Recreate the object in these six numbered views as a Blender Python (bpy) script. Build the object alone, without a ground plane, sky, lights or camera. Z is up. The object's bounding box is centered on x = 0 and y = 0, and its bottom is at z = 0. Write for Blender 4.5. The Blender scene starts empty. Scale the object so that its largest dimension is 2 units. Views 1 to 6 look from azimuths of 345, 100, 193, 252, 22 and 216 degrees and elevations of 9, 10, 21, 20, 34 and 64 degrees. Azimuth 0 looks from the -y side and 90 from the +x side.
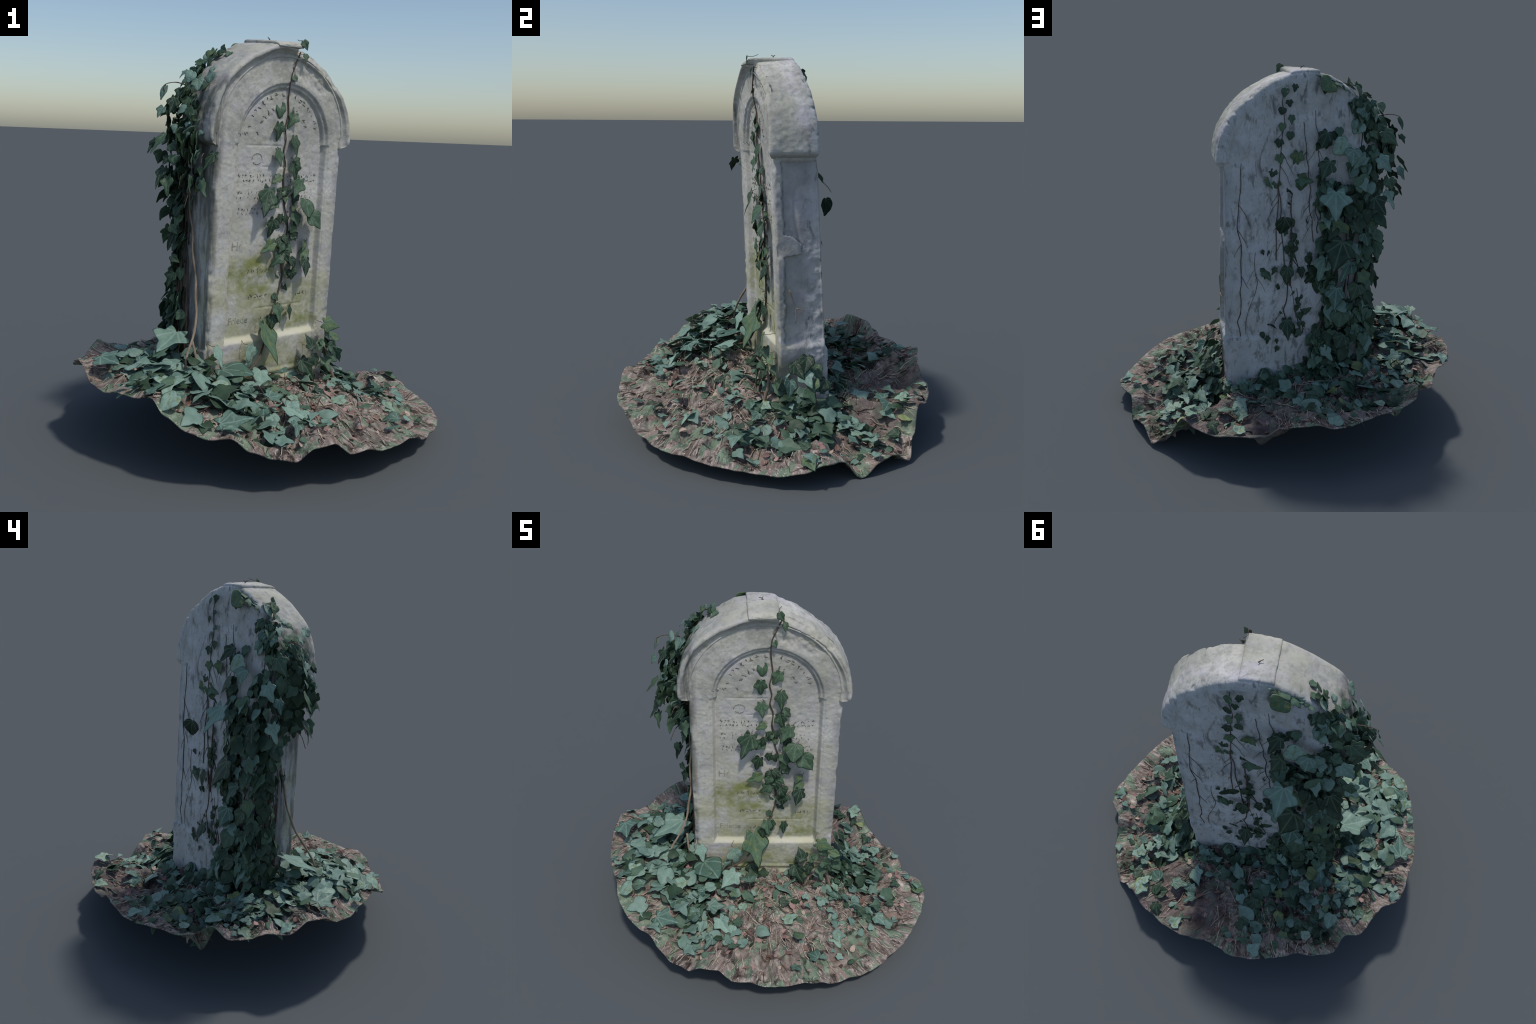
"""Old round-headed marble gravestone overgrown with ivy, standing on a torn disc of
woodland floor.  Everything is built from profiles, lofts, rules and seeded scatter."""
import bpy, math, random
import numpy as np
from mathutils import Matrix, Vector

random.seed(7)
rng = np.random.default_rng(11)
THETA = math.radians(23.7)              # the stone is turned on its plot
CT, ST = math.cos(THETA), math.sin(THETA)

# ------------------------------------------------------------------ noise
def _hash(ix, iy, iz, seed):
    h = (ix * 374761393 + iy * 668265263 + iz * 2147483647 + seed * 974634777) & 0xFFFFFFFF
    h = ((h ^ (h >> 13)) * 1274126177) & 0xFFFFFFFF
    h = ((h ^ (h >> 16)) * 2246822519) & 0xFFFFFFFF
    return ((h ^ (h >> 15)) & 0xFFFF) / 65535.0 * 2 - 1

def noise(x, y, z, seed=0):
    x, y, z = np.broadcast_arrays(np.asarray(x, float), np.asarray(y, float), np.asarray(z, float))
    ix, iy, iz = (np.floor(a).astype(np.int64) for a in (x, y, z))
    fx, fy, fz = x - ix, y - iy, z - iz
    sx, sy, sz = (f * f * (3 - 2 * f) for f in (fx, fy, fz))
    out = 0
    for dx in (0, 1):
        for dy in (0, 1):
            for dz in (0, 1):
                w = (sx if dx else 1 - sx) * (sy if dy else 1 - sy) * (sz if dz else 1 - sz)
                out = out + w * _hash(ix + dx, iy + dy, iz + dz, seed)
    return out

def fbm(x, y, z, seed=0, octaves=3, gain=0.5):
    s, a = 0, 1.0
    for o in range(octaves):
        s = s + a * noise(np.asarray(x) * 2**o, np.asarray(y) * 2**o, np.asarray(z) * 2**o, seed + o * 17)
        a *= gain
    return s

def step(a, b, x):
    t = np.clip((np.asarray(x, float) - a) / (b - a), 0, 1)
    return t * t * (3 - 2 * t)

# ------------------------------------------------------------------ objects
def new_mesh(name, verts, faces, smooth=True):
    me = bpy.data.meshes.new(name)
    verts = np.asarray(verts, np.float32)
    me.vertices.add(len(verts))
    me.vertices.foreach_set("co", verts.ravel())
    groups = faces if isinstance(faces, list) and len(faces) and isinstance(faces[0], np.ndarray) else [np.asarray(faces)]
    loops = np.concatenate([g.ravel() for g in groups]).astype(np.int32)
    sizes = np.concatenate([np.full(len(g), g.shape[1]) for g in groups]).astype(np.int32)
    starts = np.concatenate([[0], np.cumsum(sizes)[:-1]]).astype(np.int32)
    me.loops.add(len(loops)); me.loops.foreach_set("vertex_index", loops)
    me.polygons.add(len(sizes)); me.polygons.foreach_set("loop_start", starts)
    me.polygons.foreach_set("loop_total", sizes)
    me.update(calc_edges=True); me.validate()
    me.polygons.foreach_set("use_smooth", np.full(len(me.polygons), smooth))
    return me

def new_object(name, data, parent=None, material=None):
    o = bpy.data.objects.new(name, data)
    bpy.context.scene.collection.objects.link(o)
    if parent is not None:
        o.parent = parent
    if material is not None and not data.materials:
        data.materials.append(material)
    return o

def grid_faces(rows, cols, wrap):
    r, c = np.meshgrid(np.arange(rows - 1), np.arange(cols if wrap else cols - 1), indexing="ij")
    a = r * cols + c
    b = r * cols + (c + 1) % cols
    return np.stack([a, b, b + cols, a + cols], -1).reshape(-1, 4)

def loft(sections, caps=True):
    """sections: array (rows, cols, 3), each row one closed cross-section."""
    rows, cols = sections.shape[:2]
    v = sections.reshape(-1, 3)
    f = [grid_faces(rows, cols, True)]
    if caps:
        c0, c1 = sections[0].mean(0), sections[-1].mean(0)
        v = np.vstack([v, c0, c1])
        i = np.arange(cols); j = (i + 1) % cols; n = rows * cols
        f.append(np.stack([j, i, np.full(cols, n)], -1))
        f.append(np.stack([(rows - 1) * cols + i, (rows - 1) * cols + j, np.full(cols, n + 1)], -1))
    return v, f

def smooth_path(points, per=6):
    p = np.asarray(points, float)
    q = np.vstack([2 * p[0] - p[1], p, 2 * p[-1] - p[-2]])
    out = []
    for i in range(1, len(q) - 2):
        for t in np.arange(per) / per:
            a, b, c, d = q[i - 1], q[i], q[i + 1], q[i + 2]
            out.append(0.5 * (2 * b + (c - a) * t + (2 * a - 5 * b + 4 * c - d) * t**2 + (3 * b - a - 3 * c + d) * t**3))
    out.append(p[-1])
    return np.array(out)

def tube(path, r0, r1, sides=6, wobble=0.0, seed=0):
    path = np.asarray(path, float)
    n = len(path)
    t = np.gradient(path, axis=0)
    t /= np.linalg.norm(t, axis=1, keepdims=True) + 1e-9
    ref = np.where(np.abs(t[:, 2:3]) < 0.8, [[0, 0, 1.0]], [[1.0, 0, 0]])
    a = np.cross(t, ref); a /= np.linalg.norm(a, axis=1, keepdims=True) + 1e-9
    b = np.cross(t, a)
    r = np.linspace(r0, r1, n)
    r = r * (1 + wobble * noise(np.arange(n) * 0.7, 0.5, seed * 3.1, 5))
    ang = np.arange(sides) / sides * 2 * np.pi
    rings = path[:, None] + r[:, None, None] * (np.cos(ang)[None, :, None] * a[:, None] + np.sin(ang)[None, :, None] * b[:, None])
    return loft(rings)

class Heap:
    """Collects many small pieces into one mesh, each with a material slot."""
    def __init__(self):
        self.v, self.quads, self.tris, self.n = [], [], [], 0
        self.mq, self.mt = [], []
    def add(self, verts, faces, slot=0):
        for f in faces if isinstance(faces, list) else [faces]:
            (self.quads if f.shape[1] == 4 else self.tris).append(f + self.n)
            (self.mq if f.shape[1] == 4 else self.mt).append(np.full(len(f), slot))
        self.v.append(verts); self.n += len(verts)
    def build(self, name, parent, materials, stuff=True):
        groups, slots = [], []
        if self.quads: groups.append(np.vstack(self.quads)); slots.append(np.concatenate(self.mq))
        if self.tris: groups.append(np.vstack(self.tris)); slots.append(np.concatenate(self.mt))
        allv = np.vstack(self.v)
        allv[:, 2] = np.maximum(allv[:, 2], 0.0)               # nothing reaches below the lowest lip of the soil
        me = new_mesh(name, allv, groups)
        for m in materials: me.materials.append(m)
        me.polygons.foreach_set("material_index", np.concatenate(slots).astype(np.int32))
        o = new_object(name, me, parent)
        if stuff: o["kind"] = "stuff"
        return o
STONE_DARK, STONE_MID, STONE_LIGHT = (160, 158, 151), (190, 188, 183), (214, 211, 207)
SOIL_DARK, SOIL_MID, SOIL_LIGHT, SOIL_PALE = (54, 47, 42), (108, 97, 89), (152, 139, 130), (202, 191, 180)
GREEN_DARK, GREEN_LIGHT = (62, 82, 64), (136, 156, 132)
# rim of the torn soil disc: radius and height every 6 degrees
RIM_R = [0.955,0.97,0.991,1.009,0.994,0.938,0.953,0.952,0.95,0.961,0.917,0.895,0.899,0.878,0.878,0.867,0.844,0.834,0.851,0.886,0.88,0.879,0.878,0.874,0.921,0.953,0.912,0.943,0.925,0.921,0.979,0.963,0.956,0.95,0.939,0.922,0.912,0.906,0.923,0.91,0.89,0.874,0.882,0.887,0.878,0.873,0.861,0.872,0.865,0.873,0.875,0.874,0.884,0.882,0.887,0.912,0.923,0.926,0.934,0.945]
RIM_Z = [0.075,0.071,0.068,0.088,0.116,0.096,-0.0,0.056,0.072,0.019,0.108,0.237,0.212,0.19,0.212,0.22,0.22,0.271,0.295,0.323,0.288,0.28,0.295,0.297,0.319,0.357,0.39,0.337,0.33,0.354,0.37,0.417,0.407,0.357,0.345,0.365,0.364,0.384,0.325,0.271,0.242,0.253,0.2,0.18,0.159,0.216,0.224,0.168,0.171,0.154,0.154,0.158,0.144,0.102,0.097,0.087,0.089,0.095,0.086,0.08]
# placed ivy leaves on the stone: (u, v, height, length, width, turn from hanging)
FRONT = [
    (0.049, -0.170, 1.977, 0.042, 0.032, 28), (0.082, -0.150, 1.917, 0.038, 0.027, -2), (0.018, -0.125, 1.859, 0.017, 0.019, -17), (0.027, -0.130, 1.813, 0.031, 0.028, 22),
    (-0.004, -0.100, 1.762, 0.029, 0.025, 24), (0.028, -0.100, 1.708, 0.028, 0.028, -5), (-0.028, -0.100, 1.676, 0.063, 0.040, -2), (0.061, -0.110, 1.628, 0.069, 0.057, -28),
    (-0.036, -0.110, 1.579, 0.073, 0.060, -2), (0.069, -0.110, 1.515, 0.087, 0.061, 0), (-0.034, -0.110, 1.449, 0.073, 0.059, 3), (0.067, -0.110, 1.382, 0.077, 0.059, 13),
    (-0.012, -0.110, 1.320, 0.053, 0.036, -57), (0.123, -0.110, 1.304, 0.099, 0.063, -27),
]
FRONT2 = [
    (-0.086, -0.115, 1.257, 0.139, 0.096, -20), (-0.036, -0.100, 1.105, 0.088, 0.061, -16), (-0.025, -0.100, 0.987, 0.093, 0.053, -61), (0.156, -0.115, 1.199, 0.092, 0.091, -11),
    (0.196, -0.115, 1.123, 0.088, 0.086, 34), (0.040, -0.085, 1.011, 0.054, 0.028, 41), (0.069, -0.085, 0.969, 0.051, 0.034, 35), (0.023, -0.100, 0.919, 0.075, 0.057, -48),
    (0.042, -0.090, 0.935, 0.071, 0.044, 30), (0.191, -0.090, 0.981, 0.054, 0.038, -33), (0.199, -0.090, 0.935, 0.071, 0.044, -30), (0.194, -0.100, 0.889, 0.093, 0.070, -16),
    (0.032, -0.060, 0.821, 0.037, 0.029, 32), (0.072, -0.060, 0.761, 0.049, 0.032, 43), (0.015, -0.060, 0.709, 0.042, 0.032, 39), (0.009, -0.085, 0.656, 0.085, 0.039, 8),
    (-0.003, -0.085, 0.601, 0.068, 0.052, -10), (0.107, -0.080, 0.643, 0.071, 0.033, -5), (-0.072, -0.085, 0.568, 0.238, 0.135, -1), (0.226, -0.160, 0.415, 0.081, 0.073, -168),
    (0.304, -0.145, 0.541, 0.100, 0.082, 70), (0.182, -0.110, 0.345, 0.122, 0.061, 29), (-0.384, -0.110, 0.491, 0.099, 0.069, 2), (-0.187, -0.120, 0.474, 0.124, 0.076, 9),
    (-0.080, -0.080, 0.328, 0.076, 0.074, 21), (0.282, -0.150, 0.435, 0.035, 0.033, 112), (0.336, -0.160, 0.413, 0.055, 0.060, 62),
]
BACK = [
    (0.071, 0.135, 1.896, 0.041, 0.036, 7), (0.025, 0.135, 1.917, 0.038, 0.033, 11), (0.052, 0.135, 1.835, 0.032, 0.033, -7), (0.083, 0.135, 1.794, 0.033, 0.036, 14),
    (0.034, 0.135, 1.753, 0.045, 0.033, 2), (0.080, 0.135, 1.709, 0.039, 0.036, 7), (0.040, 0.135, 1.666, 0.039, 0.036, 7), (0.096, 0.135, 1.625, 0.040, 0.046, 11),
    (0.097, 0.135, 1.543, 0.047, 0.046, -9), (-0.007, 0.135, 1.556, 0.079, 0.068, 11), (0.125, 0.135, 1.460, 0.039, 0.040, 17), (0.001, 0.200, 1.432, 0.077, 0.068, -75),
    (-0.011, 0.200, 1.419, 0.053, 0.055, -2), (0.148, 0.135, 1.417, 0.066, 0.055, -18), (0.105, 0.135, 1.397, 0.044, 0.043, 6), (0.035, 0.135, 1.364, 0.041, 0.044, -20),
    (0.027, 0.135, 1.306, 0.059, 0.050, -27), (-0.170, 0.135, 1.975, 0.063, 0.091, 47), (-0.142, 0.135, 1.926, 0.053, 0.054, 10),
]
BACK2 = [
    (0.163, 0.170, 1.011, 0.050, 0.044, -5), (0.080, 0.170, 0.971, 0.051, 0.035, -9), (0.116, 0.170, 0.895, 0.044, 0.035, 7), (0.176, 0.190, 0.905, 0.083, 0.044, -24),
    (0.043, 0.220, 0.918, 0.095, 0.045, 2), (-0.037, 0.190, 0.900, 0.058, 0.042, -5), (-0.107, 0.190, 0.863, 0.071, 0.059, 37), (-0.076, 0.190, 0.673, 0.057, 0.059, 4),
    (0.131, 0.190, 0.599, 0.078, 0.059, -26), (0.040, 0.230, 0.599, 0.115, 0.078, -5), (-0.043, 0.220, 0.518, 0.042, 0.040, 50), (0.015, 0.200, 0.403, 0.069, 0.040, -13),
]
MASS = [
    (-0.159, 0.220, 1.677, 0.113, 0.091, 26), (-0.267, 0.240, 1.621, 0.106, 0.104, 56), (-0.297, 0.250, 1.586, 0.098, 0.102, 7), (-0.377, 0.240, 1.540, 0.101, 0.087, 49),
    (-0.172, 0.250, 1.528, 0.126, 0.107, 17), (-0.322, 0.260, 1.448, 0.087, 0.100, -25), (-0.193, 0.285, 1.384, 0.192, 0.167, 0), (-0.409, 0.270, 1.337, 0.128, 0.111, -28),
    (-0.440, 0.240, 1.539, 0.117, 0.104, -39), (-0.551, 0.220, 1.486, 0.086, 0.061, -22), (-0.499, 0.240, 1.427, 0.069, 0.073, -15), (-0.347, 0.160, 1.854, 0.044, 0.055, -48),
    (-0.283, 0.150, 1.840, 0.049, 0.055, -53), (-0.362, 0.190, 1.782, 0.063, 0.071, -15), (-0.354, 0.190, 1.717, 0.077, 0.087, 39), (-0.407, 0.190, 1.674, 0.062, 0.056, -28),
    (-0.466, 0.200, 1.676, 0.129, 0.107, -44), (-0.278, 0.140, 1.779, 0.066, 0.080, 2), (-0.235, 0.140, 1.767, 0.048, 0.049, 4), (-0.404, 0.140, 1.821, 0.054, 0.050, -39),
    (-0.480, 0.100, 1.734, 0.086, 0.057, -22), (-0.445, 0.160, 1.698, 0.069, 0.050, -44), (-0.167, 0.200, 1.391, 0.062, 0.075, -34), (-0.262, 0.200, 1.376, 0.044, 0.076, 5),
    (-0.304, 0.220, 1.330, 0.056, 0.076, -23), (-0.487, 0.200, 1.339, 0.118, 0.058, -27),
]
MASS2 = [
    (-0.257, 0.240, 1.185, 0.088, 0.128, 37), (-0.328, 0.240, 1.170, 0.056, 0.083, 23), (-0.250, 0.285, 1.097, 0.200, 0.185, 12), (-0.166, 0.240, 0.985, 0.154, 0.074, 12),
    (-0.376, 0.260, 1.123, 0.079, 0.084, -13), (-0.457, 0.220, 1.060, 0.123, 0.059, -10), (-0.310, 0.260, 0.960, 0.141, 0.097, 23), (-0.369, 0.250, 0.893, 0.122, 0.099, -23),
    (-0.233, 0.270, 0.812, 0.143, 0.131, 10), (-0.356, 0.270, 0.820, 0.107, 0.099, 20), (-0.267, 0.270, 0.665, 0.107, 0.123, 11), (-0.369, 0.260, 0.669, 0.071, 0.073, 7),
    (-0.204, 0.240, 0.633, 0.065, 0.060, 15), (-0.294, 0.280, 0.512, 0.100, 0.104, 29), (-0.424, 0.280, 0.554, 0.095, 0.095, -4), (-0.357, 0.280, 0.558, 0.075, 0.087, -14),
    (-0.139, 0.240, 0.487, 0.094, 0.080, 1), (-0.297, 0.260, 1.060, 0.084, 0.071, -36), (-0.155, 0.220, 1.169, 0.048, 0.057, 20), (-0.359, 0.250, 0.947, 0.043, 0.065, 23),
    (-0.201, 0.250, 0.524, 0.087, 0.080, 10),
]
EDGE = [
    (-0.483, 0.000, 1.799, 0.059, 0.069, -23), (-0.457, 0.000, 1.769, 0.066, 0.076, 7), (-0.539, 0.060, 1.683, 0.096, 0.069, -13), (-0.484, 0.030, 1.686, 0.072, 0.070, -19),
    (-0.503, 0.060, 1.721, 0.060, 0.057, -17), (-0.598, 0.080, 1.634, 0.062, 0.055, -28), (-0.570, 0.090, 1.733, 0.075, 0.037, -15), (-0.404, 0.100, 1.846, 0.058, 0.059, 65),
    (-0.317, 0.060, 1.917, 0.100, 0.073, -29), (-0.298, 0.050, 1.928, 0.047, 0.060, 61), (-0.197, 0.080, 1.967, 0.076, 0.048, 90), (-0.503, -0.020, 1.618, 0.034, 0.053, -32),
    (-0.507, 0.000, 1.567, 0.029, 0.038, -24), (-0.520, -0.030, 1.521, 0.028, 0.028, -24), (-0.613, 0.100, 1.510, 0.121, 0.055, -22), (-0.587, 0.060, 1.404, 0.048, 0.053, -49),
    (-0.557, 0.040, 1.415, 0.047, 0.053, -6), (-0.421, -0.100, 1.434, 0.112, 0.078, -69), (-0.592, 0.100, 1.360, 0.111, 0.068, -3), (-0.560, 0.080, 1.319, 0.106, 0.069, -5),
    (-0.509, 0.050, 1.473, 0.053, 0.057, -53), (-0.288, -0.120, 1.851, 0.031, 0.046, -30), (-0.425, -0.070, 1.794, 0.054, 0.077, -18), (-0.558, 0.060, 1.466, 0.048, 0.069, 42),
    (-0.523, 0.050, 1.550, 0.045, 0.063, -23), (-0.470, 0.060, 1.447, 0.052, 0.064, -36), (-0.459, -0.050, 1.529, 0.029, 0.032, -57), (-0.314, 0.100, 1.904, 0.069, 0.060, -48),
]
LOW = [
    (-0.477, 0.120, 1.057, 0.120, 0.072, -27), (-0.516, 0.120, 1.070, 0.056, 0.052, 45), (-0.458, 0.160, 0.833, 0.088, 0.074, -21), (-0.442, 0.170, 0.711, 0.052, 0.068, -13),
    (-0.425, 0.140, 0.857, 0.070, 0.061, -21), (-0.432, 0.100, 0.638, 0.060, 0.061, -48), (-0.493, 0.140, 0.917, 0.054, 0.046, 48), (-0.453, 0.120, 1.122, 0.074, 0.059, -19),
]
# placed ground leaves: (x, y, height above soil, width)
G_FL = [
    (-0.83, -0.23, 0.07, 0.133), (-0.70, -0.30, 0.07, 0.108), (-0.64, -0.34, 0.04, 0.060), (-0.52, -0.18, 0.17, 0.173), (-0.65, -0.16, 0.04, 0.067),
    (-0.57, -0.22, 0.03, 0.079), (-0.50, -0.32, 0.03, 0.111), (-0.44, -0.28, 0.03, 0.077), (-0.44, -0.33, 0.00, 0.068), (-0.51, -0.42, -0.01, 0.085),
    (-0.48, -0.39, -0.01, 0.051), (-0.58, -0.53, 0.03, 0.125), (-0.71, -0.51, 0.06, 0.067), (-0.78, -0.46, 0.03, 0.043), (-0.44, -0.46, 0.00, 0.063),
    (-0.44, -0.39, -0.03, 0.051), (-0.37, -0.38, 0.01, 0.084), (-0.31, -0.39, 0.04, 0.055), (-0.33, -0.48, 0.07, 0.087), (-0.35, -0.55, 0.06, 0.070),
    (-0.29, -0.57, 0.04, 0.098), (-0.17, -0.42, 0.08, 0.091), (-0.20, -0.46, 0.06, 0.066), (-0.32, -0.24, 0.07, 0.069), (-0.24, -0.29, 0.08, 0.170),
    (-0.09, -0.29, 0.09, 0.126), (0.01, -0.26, 0.09, 0.093), (-0.15, -0.22, 0.09, 0.068), (-0.04, -0.37, 0.07, 0.042), (-0.09, -0.52, 0.10, 0.094),
    (-0.18, -0.60, 0.06, 0.093), (-0.01, -0.58, 0.04, 0.097), (0.04, -0.41, 0.02, 0.050), (-0.12, -0.62, 0.04, 0.065), (0.05, -0.58, 0.01, 0.048),
    (-0.03, -0.70, 0.03, 0.063), (-0.33, -0.68, 0.02, 0.121), (-0.36, -0.77, 0.02, 0.072), (-0.59, -0.64, 0.05, 0.090), (-0.67, 0.13, 0.11, 0.074),
    (-0.71, -0.04, 0.05, 0.073), (-0.76, -0.08, 0.02, 0.063), (-0.95, 0.01, 0.02, 0.056),
]
G_FR = [
    (0.23, -0.26, 0.02, 0.067), (0.30, -0.35, 0.01, 0.091), (0.40, -0.45, 0.03, 0.069), (0.33, -0.15, 0.03, 0.051), (0.40, -0.12, 0.03, 0.068),
    (0.45, 0.04, 0.03, 0.070), (0.47, -0.04, 0.03, 0.069), (0.53, 0.01, 0.03, 0.070), (0.46, -0.64, 0.02, 0.070), (0.52, -0.52, 0.03, 0.079),
    (0.56, -0.48, 0.02, 0.056), (0.64, -0.43, 0.02, 0.048), (0.71, -0.43, 0.02, 0.040), (0.76, -0.05, 0.03, 0.094), (0.68, -0.03, 0.03, 0.051),
    (0.58, -0.33, 0.02, 0.090), (0.91, 0.33, 0.02, 0.081), (0.82, 0.38, 0.02, 0.045), (0.24, 0.73, 0.03, 0.088), (0.35, 0.73, 0.06, 0.073),
    (0.34, 0.66, 0.01, 0.078), (0.39, 0.75, -0.03, 0.089), (0.46, 0.70, 0.03, 0.078), (0.35, 0.48, 0.03, 0.081), (0.36, 0.32, 0.13, 0.082),
    (0.48, 0.45, 0.03, 0.094), (0.42, 0.32, 0.02, 0.092), (0.52, 0.34, 0.03, 0.069), (0.36, 0.13, 0.10, 0.062), (0.53, 0.57, 0.03, 0.067),
    (0.51, 0.51, 0.02, 0.075), (0.57, 0.50, 0.02, 0.066), (0.68, 0.62, 0.02, 0.057),
]
G_BR = [
    (0.89, 0.34, 0.03, 0.083), (0.77, 0.29, 0.03, 0.062), (0.54, 0.12, 0.03, 0.062), (0.53, 0.24, 0.03, 0.071), (0.45, 0.21, 0.02, 0.071),
    (0.51, 0.32, 0.02, 0.091), (0.37, 0.39, 0.03, 0.100), (0.47, 0.45, 0.03, 0.080), (0.25, 0.44, 0.03, 0.069), (0.19, 0.34, 0.02, 0.108),
    (0.55, 0.59, 0.02, 0.080), (0.49, 0.60, 0.02, 0.080), (0.32, 0.66, 0.02, 0.097), (0.19, 0.62, 0.03, 0.106), (0.14, 0.51, 0.03, 0.117),
    (0.11, 0.60, 0.03, 0.087), (0.35, 0.80, 0.03, 0.095), (0.20, 0.83, 0.03, 0.076), (0.05, 0.84, 0.02, 0.084), (0.07, 0.65, 0.03, 0.077),
    (-0.19, 0.49, 0.02, 0.066), (-0.27, 0.48, 0.03, 0.104), (-0.22, 0.35, 0.03, 0.076), (-0.31, 0.65, 0.02, 0.083), (-0.44, 0.71, 0.02, 0.091),
]
G_BL = [
    (-0.26, 0.24, 0.02, 0.096), (-0.21, 0.23, 0.02, 0.077), (-0.36, 0.34, 0.02, 0.067), (-0.29, 0.46, 0.02, 0.076), (-0.47, 0.23, 0.03, 0.075),
    (-0.46, 0.14, 0.03, 0.095), (-0.54, 0.16, 0.03, 0.132), (-0.66, 0.11, 0.03, 0.094), (-0.72, 0.01, 0.03, 0.093), (-0.69, 0.20, 0.03, 0.121),
    (-0.63, 0.22, 0.02, 0.084), (-0.65, 0.28, 0.02, 0.046), (-0.71, 0.32, 0.03, 0.083), (-0.52, 0.45, 0.03, 0.056), (-0.53, 0.54, 0.03, 0.074),
    (-0.64, 0.47, 0.03, 0.065), (-0.44, 0.46, 0.03, 0.075), (-0.45, 0.33, 0.02, 0.076), (-0.60, -0.28, 0.03, 0.076), (-0.57, -0.23, 0.03, 0.067),
    (-0.68, -0.32, 0.03, 0.086), (-0.74, -0.32, 0.03, 0.076), (-0.61, -0.36, 0.02, 0.048), (-0.55, -0.57, 0.02, 0.118), (-0.67, -0.57, 0.02, 0.088),
    (-0.47, -0.42, 0.02, 0.087), (-0.73, -0.20, 0.02, 0.056), (-0.79, -0.45, 0.03, 0.038), (-0.67, -0.08, 0.03, 0.094), (-0.32, 0.12, 0.11, 0.104),
    (-0.35, 0.16, 0.08, 0.094), (-0.47, 0.06, 0.07, 0.075), (-0.39, 0.04, 0.20, 0.093),
]
# ------------------------------------------------------------------ materials
def srgb(r, g, b):
    f = lambda c: c / 12.92 if c <= 0.04045 else ((c + 0.055) / 1.055) ** 2.4
    return (f(r / 255), f(g / 255), f(b / 255), 1.0)

class Nodes:
    def __init__(self, name, roughness=0.8, specular=0.25):
        self.mat = bpy.data.materials.new(name)
        self.mat.use_nodes = True
        self.t = self.mat.node_tree
        self.bsdf = self.t.nodes["Principled BSDF"]
        self.bsdf.inputs["Roughness"].default_value = roughness
        self.bsdf.inputs["Specular IOR Level"].default_value = specular
        self.coord = self.t.nodes.new("ShaderNodeTexCoord").outputs["Object"]
        self.xyz = self.t.nodes.new("ShaderNodeSeparateXYZ")
        self.t.links.new(self.coord, self.xyz.inputs[0])
    def plug(self, sock, val):
        if isinstance(val, bpy.types.NodeSocket): self.t.links.new(val, sock)
        else: sock.default_value = val
    def math(self, op, a, b=0.0, c=0.0, clamp=False):
        n = self.t.nodes.new("ShaderNodeMath"); n.operation = op; n.use_clamp = clamp
        for s, v in zip(n.inputs, (a, b, c)): self.plug(s, v)
        return n.outputs[0]
    def scaled(self, sx, sy, sz, src=None):
        n = self.t.nodes.new("ShaderNodeMapping")
        self.t.links.new(src or self.coord, n.inputs[0])
        n.inputs["Scale"].default_value = (sx, sy, sz)
        return n.outputs[0]
    def noise(self, scale, vec=None, detail=4.0, rough=0.6, distort=0.0):
        n = self.t.nodes.new("ShaderNodeTexNoise")
        self.t.links.new(vec or self.coord, n.inputs["Vector"])
        for k, v in (("Scale", scale), ("Detail", detail), ("Roughness", rough), ("Distortion", distort)):
            n.inputs[k].default_value = v
        return n.outputs["Fac"]
    def voronoi(self, scale, vec=None, feature="F1", out="Distance"):
        n = self.t.nodes.new("ShaderNodeTexVoronoi"); n.feature = feature
        self.t.links.new(vec or self.coord, n.inputs["Vector"]); n.inputs["Scale"].default_value = scale
        return n.outputs[out]
    def ramp(self, fac, *stops):
        n = self.t.nodes.new("ShaderNodeValToRGB"); e = n.color_ramp.elements
        while len(e) < len(stops): e.new(0.5)
        for s, (p, c) in zip(e, stops): s.position, s.color = p, c
        self.t.links.new(fac, n.inputs[0])
        return n.outputs[0]
    def span(self, x, lo, hi, a=0.0, b=1.0):
        n = self.t.nodes.new("ShaderNodeMapRange"); n.interpolation_type = "SMOOTHSTEP"
        for s, v in zip(n.inputs, (x, lo, hi, a, b)): self.plug(s, v)
        return n.outputs[0]
    def mix(self, fac, a, b, mode="MIX"):
        n = self.t.nodes.new("ShaderNodeMix"); n.data_type = "RGBA"; n.blend_type = mode
        self.plug(n.inputs[0], fac); self.plug(n.inputs[6], a); self.plug(n.inputs[7], b)
        return n.outputs[2]
    def blob(self, cx, cz, rx, rz):
        """soft oval spot around (cx, cz) on a face of the stone"""
        dx = self.math("DIVIDE", self.math("SUBTRACT", self.xyz.outputs[0], cx), rx)
        dz = self.math("DIVIDE", self.math("SUBTRACT", self.xyz.outputs[2], cz), rz)
        d = self.math("ADD", self.math("MULTIPLY", dx, dx), self.math("MULTIPLY", dz, dz))
        return self.span(d, 0.0, 2.4, 1.0, 0.0)
    def bump(self, height, strength, dist=0.01):
        n = self.t.nodes.new("ShaderNodeBump")
        n.inputs["Strength"].default_value = strength; n.inputs["Distance"].default_value = dist
        self.t.links.new(height, n.inputs["Height"]); self.t.links.new(n.outputs[0], self.bsdf.inputs["Normal"])
    def done(self, colour):
        self.plug(self.bsdf.inputs["Base Color"], colour)
        return self.mat

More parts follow.
